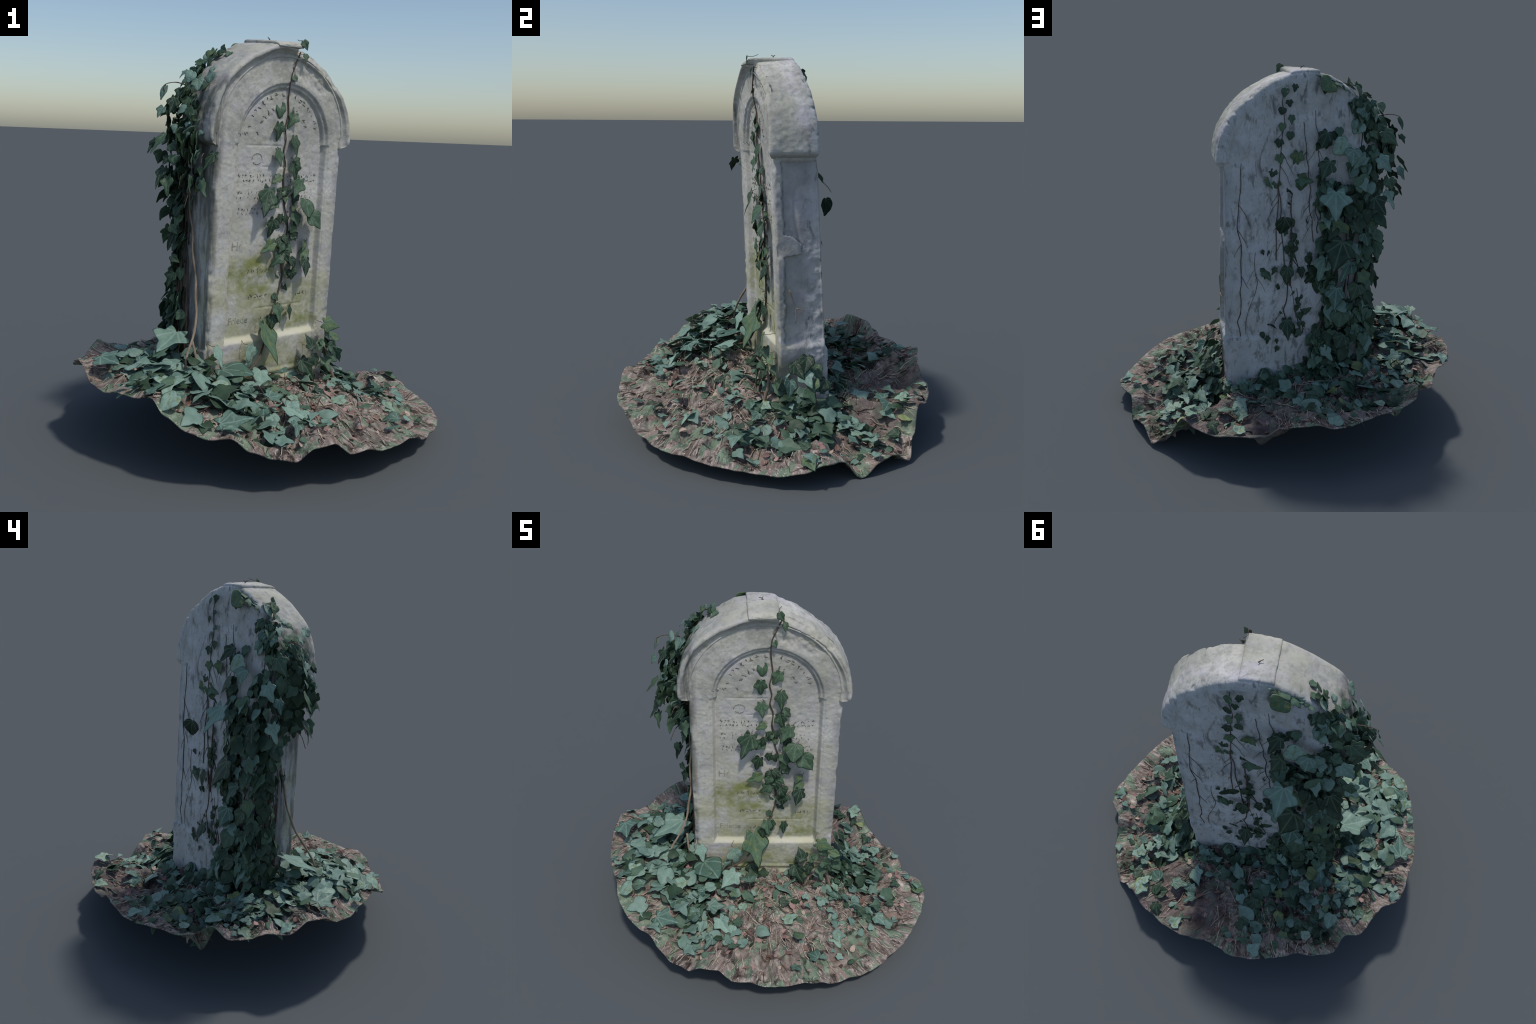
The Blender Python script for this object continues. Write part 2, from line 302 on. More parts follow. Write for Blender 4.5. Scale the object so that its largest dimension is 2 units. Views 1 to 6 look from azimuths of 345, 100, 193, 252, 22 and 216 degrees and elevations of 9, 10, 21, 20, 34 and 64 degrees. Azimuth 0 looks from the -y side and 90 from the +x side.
def stone_material():
    m = Nodes("weathered_marble", 0.85, 0.2)
    x, y, z = m.xyz.outputs
    base = m.ramp(m.noise(4.5, detail=6), (0.30, srgb(*STONE_DARK)), (0.5, srgb(*STONE_MID)), (0.72, srgb(*STONE_LIGHT)))
    speck = m.noise(55, detail=3)
    col = m.mix(m.span(speck, 0.50, 0.75, 0, 0.6), base, srgb(140, 140, 128))
    blotch = m.noise(13, detail=6, rough=0.7)
    col = m.mix(m.span(blotch, 0.54, 0.68, 0, 0.5), col, srgb(134, 134, 122))
    lilac = m.noise(7, detail=2)
    col = m.mix(m.span(lilac, 0.5, 0.7, 0, 0.5), col, srgb(196, 190, 200))
    # beige-green film, thicker low on the front and on the head
    film = m.noise(9, detail=5)
    front = m.span(y, 0.03, -0.02)
    low = m.math("MULTIPLY", front, m.span(z, 1.25, 0.75, 0.35, 0.8))
    col = m.mix(m.math("MULTIPLY", low, m.span(film, 0.36, 0.62)), col, srgb(178, 175, 148))
    head = m.math("MULTIPLY", m.span(z, 1.35, 1.6), 0.4)
    col = m.mix(m.math("MULTIPLY", head, m.span(m.noise(6, detail=5), 0.45, 0.65)), col, srgb(164, 164, 142))
    # lilac-grey weathering skin on the right flank, mottled lichen on the hood
    flank = m.math("MULTIPLY", m.span(x, 0.34, 0.385), m.span(z, 1.46, 1.44))
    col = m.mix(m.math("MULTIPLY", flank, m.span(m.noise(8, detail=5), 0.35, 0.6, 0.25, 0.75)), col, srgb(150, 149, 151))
    lichen = m.math("MULTIPLY", m.span(z, 1.46, 1.52), m.span(m.noise(19, detail=6, rough=0.7), 0.46, 0.64))
    col = m.mix(m.math("MULTIPLY", lichen, 0.5), col, srgb(146, 146, 136))
    # moss stains on the inscription panel
    for cx, cz, rx, rz, k in ((-0.15, 0.83, 0.15, 0.085, 0.95), (-0.03, 0.80, 0.14, 0.10, 0.7), (0.16, 0.60, 0.14, 0.075, 0.95), (0.02, 0.70, 0.32, 0.07, 0.65), (0.0, 0.56, 0.3, 0.05, 0.6), (0.0, 0.30, 0.36, 0.06, 0.6), (0.0, 0.36, 0.36, 0.09, 0.6)):
        spot = m.math("MULTIPLY", m.math("MULTIPLY", m.blob(cx, cz, rx, rz), front), m.span(m.noise(13, detail=6), 0.28, 0.70))
        col = m.mix(m.math("MULTIPLY", spot, k), col, srgb(122, 128, 64))
    # cream lichen on the sill
    sill = m.math("MULTIPLY", m.blob(0.0, 0.495, 0.5, 0.02), front)
    col = m.mix(m.math("MULTIPLY", sill, 0.45), col, srgb(208, 204, 172))
    col = m.mix(m.math("MULTIPLY", m.span(y, 0.05, 0.12), 0.35), col, srgb(208, 209, 210))
    # sooty run marks on the back and the sides, drawn out along the height
    rear = m.span(y, 0.02, 0.1)
    run = m.noise(1.0, m.scaled(13, 13, 4.2), detail=7, rough=0.72, distort=2.2)
    col = m.mix(m.math("MULTIPLY", rear, m.span(run, 0.50, 0.70, 0, 0.72)), col, srgb(84, 82, 78))
    fleck = m.noise(22, m.scaled(1, 1, 0.45), detail=4)
    col = m.mix(m.math("MULTIPLY", rear, m.span(fleck, 0.58, 0.68, 0, 0.6)), col, srgb(92, 94, 88))
    grime = m.noise(1.0, m.scaled(18, 18, 3.0), detail=4)
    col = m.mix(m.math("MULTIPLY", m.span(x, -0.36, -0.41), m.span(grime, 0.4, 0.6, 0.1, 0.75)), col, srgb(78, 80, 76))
    green = m.math("MULTIPLY", m.span(m.noise(3.2, detail=5), 0.56, 0.68), rear)
    col = m.mix(m.math("MULTIPLY", green, 0.3), col, srgb(98, 108, 92))
    h = m.math("ADD", m.noise(38, detail=5), m.math("MULTIPLY", m.noise(140, detail=3), 0.5))
    m.bump(h, 0.35, 0.006)
    return m.done(col)

def letter_material(name, a, b):
    m = Nodes(name, 0.95, 0.1)
    return m.done(m.ramp(m.noise(40, detail=4), (0.35, srgb(*a)), (0.62, srgb(*b))))

def leaf_material(name, dark, light, vein, rough=0.5, veined=True, warm=(120, 128, 70)):
    m = Nodes(name, rough, 0.35)
    x, y, _ = m.xyz.outputs
    info = m.t.nodes.new("ShaderNodeObjectInfo").outputs["Random"]
    spread = m.noise(2.6 if veined else 16, detail=4)
    fac = m.math("ADD", m.math("MULTIPLY", spread, 0.9), m.math("MULTIPLY", m.math("SUBTRACT", info, 0.5), 0.75 if veined else 0.0))
    col = m.ramp(fac, (0.22, srgb(*dark)), (0.75, srgb(*light)))
    if veined:
        ax = m.math("ABSOLUTE", x)
        best = m.math("ABSOLUTE", ax)
        for deg in (38, 78):
            c, s = math.cos(math.radians(deg)), math.sin(math.radians(deg))
            best = m.math("MINIMUM", best, m.math("ABSOLUTE", m.math("SUBTRACT", m.math("MULTIPLY", ax, c), m.math("MULTIPLY", m.math("SUBTRACT", y, 0.06), s))))
        col = m.mix(m.span(best, 0.035, 0.006, 0, 0.38), col, srgb(*vein))
        rim = m.noise(3.5, detail=3)
        col = m.mix(m.math("MULTIPLY", m.span(info, 0.8, 0.95), m.span(rim, 0.45, 0.65)), col, srgb(*warm))
    m.bump(m.noise(9 if veined else 60, detail=3), 0.2, 0.05 if veined else 0.004)
    # a little light passes through the blade
    tr = m.t.nodes.new("ShaderNodeBsdfTranslucent"); m.plug(tr.inputs[0], col)
    sh = m.t.nodes.new("ShaderNodeMixShader"); sh.inputs[0].default_value = 0.10
    m.t.links.new(m.bsdf.outputs[0], sh.inputs[1]); m.t.links.new(tr.outputs[0], sh.inputs[2])
    m.t.links.new(sh.outputs[0], m.t.nodes["Material Output"].inputs[0])
    return m.done(col)

def bark_material(name, a, b):
    m = Nodes(name, 0.85, 0.2)
    f = m.noise(30, m.scaled(1, 1, 0.3), detail=5)
    m.bump(f, 0.4, 0.004)
    return m.done(m.ramp(f, (0.3, srgb(*a)), (0.7, srgb(*b))))

def litter_material(name, a, b):
    m = Nodes(name, 0.85, 0.2)
    return m.done(m.ramp(m.noise(14, detail=4), (0.3, srgb(*a)), (0.7, srgb(*b))))

def soil_material():
    m = Nodes("woodland_soil", 0.95, 0.15)
    x, y, z = m.xyz.outputs
    # polar coordinates: the outer skirt is drawn out along the radius
    r = m.math("SQRT", m.math("ADD", m.math("MULTIPLY", x, x), m.math("MULTIPLY", y, y)))
    comb = m.t.nodes.new("ShaderNodeCombineXYZ")
    ux, uy = m.math("DIVIDE", x, m.math("MAXIMUM", r, 0.05)), m.math("DIVIDE", y, m.math("MAXIMUM", r, 0.05))
    m.plug(comb.inputs[0], m.math("MULTIPLY", ux, 5.5)); m.plug(comb.inputs[1], m.math("MULTIPLY", uy, 5.5)); m.plug(comb.inputs[2], m.math("MULTIPLY", r, 3.2))
    polar = comb.outputs[0]
    skirt = m.span(r, 0.60, 0.86)
    def both(scale, pscale, **k):
        a, b = m.noise(scale, **k), m.noise(pscale, polar, **k)
        return m.math("ADD", m.math("MULTIPLY", a, m.math("SUBTRACT", 1.0, skirt)), m.math("MULTIPLY", b, skirt))
    n1 = both(11, 2.6, detail=6, rough=0.7, distort=1.0)
    col = m.ramp(n1, (0.34, srgb(*SOIL_DARK)), (0.45, srgb(*SOIL_MID)), (0.56, srgb(*SOIL_LIGHT)), (0.68, srgb(*SOIL_PALE)))
    pink = both(6, 1.7, detail=4)
    col = m.mix(m.span(pink, 0.52, 0.68, 0, 0.5), col, srgb(152, 126, 116))
    moss = both(7.5, 1.9, detail=5, distort=0.7)
    col = m.mix(m.span(moss, 0.49, 0.56, 0, 0.9), col, m.ramp(both(26, 5, detail=4), (0.3, srgb(*GREEN_DARK)), (0.7, srgb(*GREEN_LIGHT))))
    painted_pit_shade = m.noise(10, detail=5, rough=0.65, distort=0.8)
    col = m.mix(m.span(painted_pit_shade, 0.55, 0.63, 0, 0.85), col, srgb(44, 38, 35))  # near-black blotches painted for the shadow inside holes in the soil
    straw = both(46, 8, detail=4, rough=0.7, distort=2.0)
    col = m.mix(m.span(straw, 0.56, 0.66, 0, 0.8), col, srgb(206, 193, 183))
    # bare needle bed behind the stone
    bed = m.math("MULTIPLY", m.span(y, 0.38, 0.55), m.span(m.math("ABSOLUTE", m.math("SUBTRACT", x, 0.12)), 0.34, 0.2))
    col = m.mix(m.math("MULTIPLY", bed, m.span(m.noise(20, detail=4), 0.35, 0.6, 0.3, 0.8)), col, srgb(104, 92, 92))
    m.bump(m.math("ADD", both(30, 6, detail=5), m.math("MULTIPLY", both(90, 14, detail=3), 0.5)), 0.9, 0.014)
    return m.done(col)
# ------------------------------------------------------------------ headstone
U0 = -0.012                                # middle of the stone along its width
def face_v(z):  return -0.045 - 0.037 * z   # the stone leans a little forward
def back_v(z):  return 0.213 - 0.060 * z
def back_swell(u, z):
    """the back is slightly domed: full in the middle, falling to its edges"""
    top = np.sqrt(np.maximum(0.455**2 - np.maximum(z - 1.502, 0) ** 2, 1e-4))
    return 0.019 * step(0.0, 0.11, np.minimum(u + 0.015 + top, 0.40 - 0.385 * (1 - top / 0.455) - u)) * step(0.35, 0.75, z)
SPRING = 1.48                              # height at which the arches spring
PANEL_R = 0.291

def panel_depth(u, z):
    """distance inside the sunk panel: straight jambs, round head, small shoulder"""
    half = 0.310 - 0.008 * (z - 0.48)
    rect = np.minimum(half - np.abs(u), z - 0.478)
    rect = np.where(z < SPRING - 0.004, rect, -1)
    arch = PANEL_R - np.hypot(u, np.maximum(z - SPRING, 0))
    arch = np.where(z >= SPRING - 0.004, arch, -1)
    return np.maximum(rect, arch), z >= SPRING - 0.004

def sunk_depth(u, z):
    return 0.026 + 0.003 * step(0.5, 1.1, z) - 0.008 * step(0.28, 0.12, np.abs(u)) * step(0.65, 0.95, z)

def front_relief(u, z):
    d, arch = panel_depth(u, z)
    deep = sunk_depth(u, z)
    cove = deep * step(0.002, 0.026, d)
    two = deep * (0.40 * step(0.0, 0.005, d) + 0.08 * step(0.006, 0.014, d) + 0.52 * step(0.014, 0.026, d))
    sill = deep * step(0.0, 0.034, z - 0.478)
    out = np.where(arch, two, np.minimum(cove, sill))
    out = np.where(d > 0, out, 0)
    out = out + np.where(z > 0.515, 0.0045 * np.exp(-((d - 0.001) / 0.0035) ** 2) + 0.0035 * np.exp(-((d - 0.027) / 0.004) ** 2), 0)   # quirks of the moulding
    # the faint rules of the inscription, a crack from the crown to the head of the panel
    for zz, ua, ub in ((1.470, -0.22, 0.0), (1.366, -0.12, 0.05), (0.645, -0.1, 0.22)):
        out = out + 0.003 * np.exp(-((z - zz) / 0.004) ** 2) * (u > ua) * (u < ub) * (d > 0.03)
    crack_u = 0.012 + 0.30 * (z - 1.775) + 0.012 * np.sin(z * 60)
    out = out + 0.007 * np.exp(-((u - crack_u) / 0.006) ** 2) * step(1.74, 1.78, z)
    # shallow spall on the head, right of the crown
    rr, aa = np.hypot(u, z - SPRING), np.degrees(np.arctan2(z - SPRING, u))
    sp = step(0.315, 0.35, rr + 0.02 * noise(u * 18, z * 18, 3.0, 4)) * step(40, 50, aa) * step(88, 76, aa)
    out = out + sp * (0.008 + 0.006 * fbm(u * 22, z * 22, 1.5, 8))
    out = out + 0.005 * np.sin(z * 120) * step(0.335, 0.30, z)      # worn foot moulding
    out = out - 0.011 * step(1.28, 1.62, z)                         # the head stands a little forward
    return out + 0.0016 * fbm(u * 14, z * 14, 0.3, 1) + 0.0012 * fbm(u * 60, z * 60, 0.3, 2, 2)

def build_slab(parent, mat):
    zs = np.concatenate([np.arange(0.16, 1.50, 0.0045), 1.50 + 0.422 * np.sin(np.linspace(0.0, 1.5, 130))])
    nf, ns, nb, nc = 190, 44, 110, 5
    rows = []
    for z in zs:
        dz = max(0.0, z - 1.50)
        shrink = math.sqrt(max(1e-4, 0.424**2 - dz * dz)) / 0.424
        L, R = (-0.414, 0.396) if z < 1.50 else (-0.016 - 0.420 * shrink if dz > 0.02 else -0.418, -0.016 + 0.420 * shrink if dz > 0.02 else 0.40)
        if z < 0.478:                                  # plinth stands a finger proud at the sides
            k = step(0.478, 0.462, z); L, R = L - 0.010 * k, R - 0.014 * step(0.46, 0.30, z)
        foot = 0.012 * step(0.5, 0.47, z)              # swelling foot at the back
        vf, vb = face_v(z), back_v(z)
        c = 0.007
        tf = np.linspace(0, 1, nf); ts = np.linspace(0, 1, ns); tb = np.linspace(0, 1, nb)
        # front, left to right
        uf = L + c + (R - L - 2 * c) * tf
        wear_l = 0.011 * np.exp(-(uf - L - c) / 0.014) * step(0.15, 0.7, fbm(z * 8, 3.3, 0.5, 21))
        wear_r = 0.014 * np.exp(-(R - c - uf) / 0.014) * step(0.1, 0.6, fbm(z * 7, 9.3, 0.5, 22))
        pf = np.stack([uf, vf + front_relief(uf, np.full(nf, z)) + wear_l + wear_r, np.full(nf, z)], -1)
        # right side: a thin front crust, a ragged break, a sunk field behind it
        a = np.linspace(vf + c, vb - c, ns); t = (a - vf) / (vb - vf)
        crust = 0.16 + 0.05 * noise(z * 13, 1.7, 0.2, 31) + 0.03 * noise(z * 45, 0.7, 0.2, 32)
        crust = crust + 0.42 * step(0.965, 0.985, z) * step(1.085, 1.07, z) * (1 - 0.5 * step(1.03, 1.08, z))
        shaft = step(1.462, 1.44, z) * step(0.485, 0.53, z)
        sunk = 0.015 * step(crust, crust + 0.014, t) * (1 + 0.45 * step(1.0, 0.96, z)) * shaft
        rough = 0.004 * fbm(a * 26, z * 26, 0.1, 33) * (0.35 + step(0.6, 0.75, t) * step(1.12, 1.0, z))
        groove = 0.006 * np.exp(-((t - 0.52 - 0.10 * noise(z * 5, 5.5, 0, 36)) / 0.035) ** 2) * step(0.95, 1.0, z) * step(1.36, 1.3, z)
        nick_r = 0.014 * step(0.1, 0.7, fbm(z * 9, 4.4, 0.3, 37)) * np.exp(-t / 0.10) * shaft
        crackline = 0.010 * np.exp(-((t - crust - 0.006) / 0.016) ** 2) * shaft
        ps = np.stack([R - sunk + rough - groove - nick_r - crackline, a, np.full(ns, z)], -1)
        # back, right to left
        ub = R - c - (R - L - 2 * c) * tb
        bulge = 0.004 * fbm(ub * 5, z * 2.2, 0.4, 41) + 0.0018 * fbm(ub * 30, z * 14, 0.4, 42)
        bulge = bulge + back_swell(ub, np.full(nb, z))
        hollow = 0.010 * np.exp(-((ub - 0.30) / 0.05) ** 2 - ((z - 1.50) / 0.05) ** 2)
        edge = 0.008 * np.exp(-np.minimum(ub - L, R - ub) / 0.012) * step(0.0, 0.6, fbm(ub * 20, z * 18, 0.4, 43))
        pb = np.stack([ub, vb + foot + bulge - hollow - edge, np.full(nb, z)], -1)
        # left side, back to front
        a2 = a[::-1]
        ridge = 0.004 * fbm(a2 * 30, z * 3.0, 0.7, 45) + 0.002 * fbm(a2 * 40, z * 25, 0.7, 46)
        nick_l = 0.010 * step(0.1, 0.7, fbm(z * 10, 2.2, 0.9, 47)) * np.exp(-(a2 - vf) / 0.018)
        pl = np.stack([L + ridge + nick_l, a2, np.full(ns, z)], -1)
        row = np.vstack([pf, ps, pb, pl])
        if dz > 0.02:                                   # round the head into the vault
            pass
        rows.append(row)
    v, f = loft(np.array(rows))
    return new_object("headstone_slab", new_mesh("headstone_slab", v, f), parent, mat)

HOOD_C = (-0.015, 1.502)
def build_hood(parent, mat):
    """the moulded round head: one cross-section swept over the arch, broken right of the crown"""
    angs = np.concatenate([np.full(5, 0.0), np.linspace(0, 180, 260), np.full(5, 180.0)])
    drop = np.concatenate([[-1.0, -0.75, -0.5, -0.25, -0.05], np.zeros(260), [-0.05, -0.25, -0.5, -0.75, -1.0]])
    rows = []
    for ang, dr in zip(angs, drop):
        t = math.radians(ang)
        s = math.sin(t)
        zc = HOOD_C[1] + 0.43 * s
        F, B = face_v(zc) - 0.011 * float(step(1.28, 1.62, zc)), back_v(zc) + 0.002
        lip = -0.131 - 0.026 * math.exp(-((ang - 98) / 26) ** 2) - 0.017 * math.exp(-((ang - 142) / 26) ** 2)
        r_front = float(np.interp(ang, [0, 20, 29, 48, 63, 78, 101, 115, 124, 133, 143, 156, 180], [.455, .451, .447, .443, .437, .445, .456, .450, .452, .458, .466, .462, .457]))
        r_back = float(np.interp(ang, [0, 14, 25, 37, 47, 60, 72, 82, 95, 110, 125, 140, 160, 180], [.451, .451, .449, .444, .438, .440, .452, .467, .478, .480, .474, .466, .460, .456]))
        rr = r_front
        pts = [(0.385, F + 0.02), (0.392, F + 0.004), (0.397, F - 0.003), (0.403, F - 0.004), (0.405, F + 0.003), (0.408, F + 0.002), (rr - 0.036, F - 0.004),
               (rr - 0.029, F - 0.010), (rr - 0.024, F - 0.016), (rr - 0.021, lip + 0.003), (rr - 0.017, lip + 0.000), (rr - 0.009, lip), (rr - 0.004, lip + 0.002), (rr, lip + 0.009)]
        blend = lambda x: r_front + (r_back - r_front) * (x - lip) / (B - lip)
        pts += [(blend(lip + k) + 0.002, lip + 0.009 + k) for k in (0.01, 0.02)]
        pts += [(blend(x) + 0.003, x) for x in np.linspace(lip + 0.045, B - 0.03, 26)]
        rr = r_back
        pts += [(rr + 0.001, B - 0.012), (rr - 0.002, B - 0.002), (rr - 0.009, B + 0.005), (rr - 0.022, B + 0.009), (rr - 0.036, B + 0.012), (rr - 0.050, B + 0.013), (rr - 0.064, B + 0.012), (rr - 0.080, B - 0.006)]
        p = np.array(pts)
        # broken moulding: the lip is gone, a slanting fracture is left
        w = float(step(33, 42, ang + 2 * noise(ang * 0.5, 0.1, 0.2, 3)) * step(85, 81, ang))
        if w > 0:
            slant = F - 0.004 + (p[:, 0] - 0.40) * 0.55
            q = p.copy()
            ff = p[:, 1] < lip + 0.05
            q[ff, 1] = np.maximum(p[ff, 1], slant[ff] + 0.006 * fbm(p[ff, 0] * 60, ang * 0.25, 0.5, 51))
            p = p * (1 - w) + q * w
        k = -dr                                         # the ends return under the eaves
        if k > 0:
            p = p.copy()
            p[:, 0] = np.minimum(p[:, 0], 0.459 - (0.459 - 0.395) * k**1.6)
            p[:, 1] = np.where(p[:, 1] < F, F + (p[:, 1] - F) * (1 - k**1.6), p[:, 1])
            p[:, 1] = np.minimum(p[:, 1], B - 0.012 * k)
        zdrop = -0.010 * min(1, k * 3) - 0.028 * k
        r = p[:, 0]
        u = HOOD_C[0] + r * math.cos(t)
        z = HOOD_C[1] + r * s + zdrop
        n = 0.0026 * fbm(u * 16, p[:, 1] * 16, z * 16, 52) - 0.0022 * step(0.3, 0.8, noise(u * 42, p[:, 1] * 48, z * 48, 57)) * step(70, 30, ang) + 0.0016 * fbm(u * 55, p[:, 1] * 55, z * 55, 53, 2)
        r2 = r + np.where(r > 0.43, n, 0)
        chip = 0.010 * step(0.25, 0.7, noise(ang * 0.35, 0.3, 7.7, 54)) * np.exp(-np.abs(p[:, 1] - B) / 0.012)
        r2 = r2 - np.where(r > 0.43, chip, 0)
        u = HOOD_C[0] + r2 * math.cos(t); z = HOOD_C[1] + r2 * s + zdrop
        rows.append(np.stack([u, p[:, 1] + 0.3 * n, z], -1))
    v, f = loft(np.array(rows)[:, ::-1])
    return new_object("hood_moulding", new_mesh("hood_moulding", v, f), parent, mat)

def build_keystone(parent, mat):
    """wedge block at the crown, a little proud of the vault and of the lip"""
    rows = []
    for k in np.linspace(0, 1, 60):
        B = back_v(1.96) + 0.002
        v = -0.160 + (B + 0.160) * k
        left = -0.104 - 0.014 * k + 0.003 * noise(k * 7, 0, 0.3, 61)
        right = 0.052 - 0.012 * k + 0.003 * noise(k * 7, 3, 0.3, 62)
        low = 1.905 if k > 0.14 else 1.941
        top_l, top_r = 1.966 + 0.026 * k, 1.976 + 0.008 * k
        nose = 0.016 * math.exp(-k / 0.05) + 0.008 * math.exp(-(1 - k) / 0.02)
        u = np.concatenate([np.linspace(left, right, 30), np.linspace(right, right - 0.006, 8)[1:], np.linspace(right - 0.006, left + 0.006, 20)[1:], np.linspace(left + 0.006, left, 8)[1:-1]])
        e = np.linspace(0, 1, 30)
        zt = top_l + (top_r - top_l) * e - nose - 0.006 * np.exp(-e / 0.04) - 0.010 * np.exp(-(1 - e) / 0.08)
        z = np.concatenate([zt, np.linspace(zt[-1], low, 8)[1:], np.full(19, low), np.linspace(low, zt[0], 8)[1:-1]])
        vv = v + 0.003 * fbm(u * 40, z * 40, 0.2, 63) * (k < 0.05)
        z = z + 0.0025 * fbm(u * 20, np.full_like(u, v * 20), 0.5, 64) * (z > 1.94)
        rows.append(np.stack([u, np.broadcast_to(vv, u.shape), z], -1))
    v, f = loft(np.array(rows)[:, ::-1])
    return new_object("keystone", new_mesh("keystone", v, f), parent, mat)

def panel_v(u, z):
    return face_v(z) + front_relief(np.asarray(u, float), np.asarray(z, float))

def build_inscription(parent, mat, faint):
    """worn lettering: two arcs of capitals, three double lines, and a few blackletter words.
    Most letters are weathered down to pecks, so each is drawn as one to three short strokes."""
    heap = Heap()
    r = random.Random(5)
    def stroke(u, z, du, dz, w):
        n = 5
        t = np.linspace(-0.5, 0.5, n)
        mu, mz = u + du * t, z + dz * t
        L = math.hypot(du, dz) + 1e-6
        nu, nz = -dz / L, du / L
        ww = w * (1 - (2 * t) ** 2 * 0.6)
        rows = []
        for i in range(n):
            pts = [(mu[i] + nu * ww[i], mz[i] + nz * ww[i], 0.0), (mu[i], mz[i], -0.0022), (mu[i] - nu * ww[i], mz[i] - nz * ww[i], 0.0), (mu[i], mz[i], 0.002)]
            rows.append([(a, float(panel_v(a, b)) + c, b) for a, b, c in pts])
        heap.add(*loft(np.array(rows)))
    def letter(u, z, h, lean):
        c, s = math.cos(lean), math.sin(lean)
        for k in range(r.choice((1, 1, 2, 2, 3))):
            ang = r.choice((0, 0, 90, 35, -35)) + r.uniform(-12, 12)
            a = math.radians(90 + ang) + lean
            ou, oz = r.uniform(-0.3, 0.3) * h, r.uniform(-0.35, 0.35) * h
            L = h * r.uniform(0.35, 0.8)
            stroke(u + ou * c - oz * s, z + ou * s + oz * c, L * math.cos(a), L * math.sin(a), h * r.uniform(0.09, 0.15))
    for rad, h, a0, a1, step_deg in ((0.228, 0.026, 172, 12, 7.6), (0.168, 0.026, 168, 18, 10.5)):
        a = a0
        while a > a1:
            t = math.radians(a)
            if abs(a - 84) > 8 and r.random() < 0.85:
                letter(rad * math.cos(t), SPRING + 0.012 + rad * math.sin(t), h, t - math.pi / 2)
            a -= step_deg * r.uniform(0.8, 1.25)
    for z in (1.322, 1.297, 1.238, 1.214, 1.160, 1.136):
        u = -0.262 + r.uniform(0, 0.03)
        while u < 0.25:
            if not -0.05 < u < 0.05 and r.random() < 0.8:
                letter(u, z, 0.017, 0)
            u += r.uniform(0.014, 0.026)
    for z, ua, ub, h in ((0.715, -0.14, -0.03, 0.04), (0.70, 0.17, 0.25, 0.03), (0.590, -0.06, 0.02, 0.03), (0.845, -0.16, 0.0, 0.03)):
        u = ua
        while u < ub:
            letter(u, z, h * 0.8, 0); u += r.uniform(0.018, 0.034)
    # ring of a small emblem
    for k in range(14):
        a = k / 14 * 2 * math.pi
        if r.random() < 0.6:
            stroke(-0.15 + 0.03 * math.cos(a), 1.405 + 0.026 * math.sin(a), -0.012 * math.sin(a), 0.012 * math.cos(a), 0.0015)
    heap.build("inscription", parent, [mat])
    for word, u, z, size in (("Herr", -0.272, 0.955, 0.062), ("Friede", -0.270, 0.580, 0.050)):
        cu = bpy.data.curves.new("inscription_word", "FONT")
        cu.body, cu.size, cu.extrude, cu.resolution_u = word, size, 0.0016, 3
        tmp = bpy.data.objects.new("inscription_word", cu)
        bpy.context.scene.collection.objects.link(tmp)
        bpy.context.view_layer.update()
        me = bpy.data.meshes.new_from_object(tmp.evaluated_get(bpy.context.evaluated_depsgraph_get()))
        bpy.data.objects.remove(tmp); bpy.data.curves.remove(cu)
        me.name = "inscription_word"
        me.transform(Matrix.Rotation(math.pi / 2, 4, "X"))
        me.transform(Matrix.Translation((u, float(panel_v(u, z)) - 0.0006, z)))
        me.materials.clear()
        new_object("inscription_word", me, parent, faint)
# ------------------------------------------------------------------ soil
def rim_at(a):
    i = (np.asarray(a) % (2 * np.pi)) / (2 * np.pi) * len(RIM_R)
    k = np.floor(i).astype(int); f = i - k
    f = f * f * (3 - 2 * f)
    j = (k + 1) % len(RIM_R); k = k % len(RIM_R)
    R, Z = np.array(RIM_R), np.array(RIM_Z)
    return R[k] * (1 - f) + R[j] * f, Z[k] * (1 - f) + Z[j] * f

def ground_z(x, y):
    x, y = np.asarray(x, float), np.asarray(y, float)
    R, Z = rim_at(np.arctan2(y, x))
    t = np.clip(np.hypot(x, y) / R, 0, 1.05)
    bump = lambda cx, cy, rx, ry: np.exp(-((x - cx) / rx) ** 2 - ((y - cy) / ry) ** 2)
    fade = 1 - np.clip((t - 0.86) / 0.13, 0, 1) ** 2
    # a collar of soil banked up against the foot of the stone
    u, v = x * CT + y * ST, -x * ST + y * CT
    away = np.hypot(np.maximum(np.abs(u + 0.01) - 0.40, 0), np.maximum(np.abs(v - 0.07) - 0.14, 0))
    collar = 0.045 * np.exp(-(away / 0.07) ** 2) * (0.6 + 0.4 * np.sin(7 * u + 3 * v)) * step(-0.10, 0.02, v + 0.1 * step(0.2, 0.4, np.abs(u))) * step(0.24, 0.16, v)
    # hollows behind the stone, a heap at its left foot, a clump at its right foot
    return 0.27 + (Z - 0.27) * t**1.3 + fade * (-0.085 * bump(0.05, 0.50, 0.42, 0.25) - 0.055 * bump(-0.58, 0.38, 0.26, 0.18)
                                                + 0.06 * bump(-0.5, -0.30, 0.36, 0.26) - 0.065 * bump(0.62, 0.16, 0.20, 0.22)) + collar

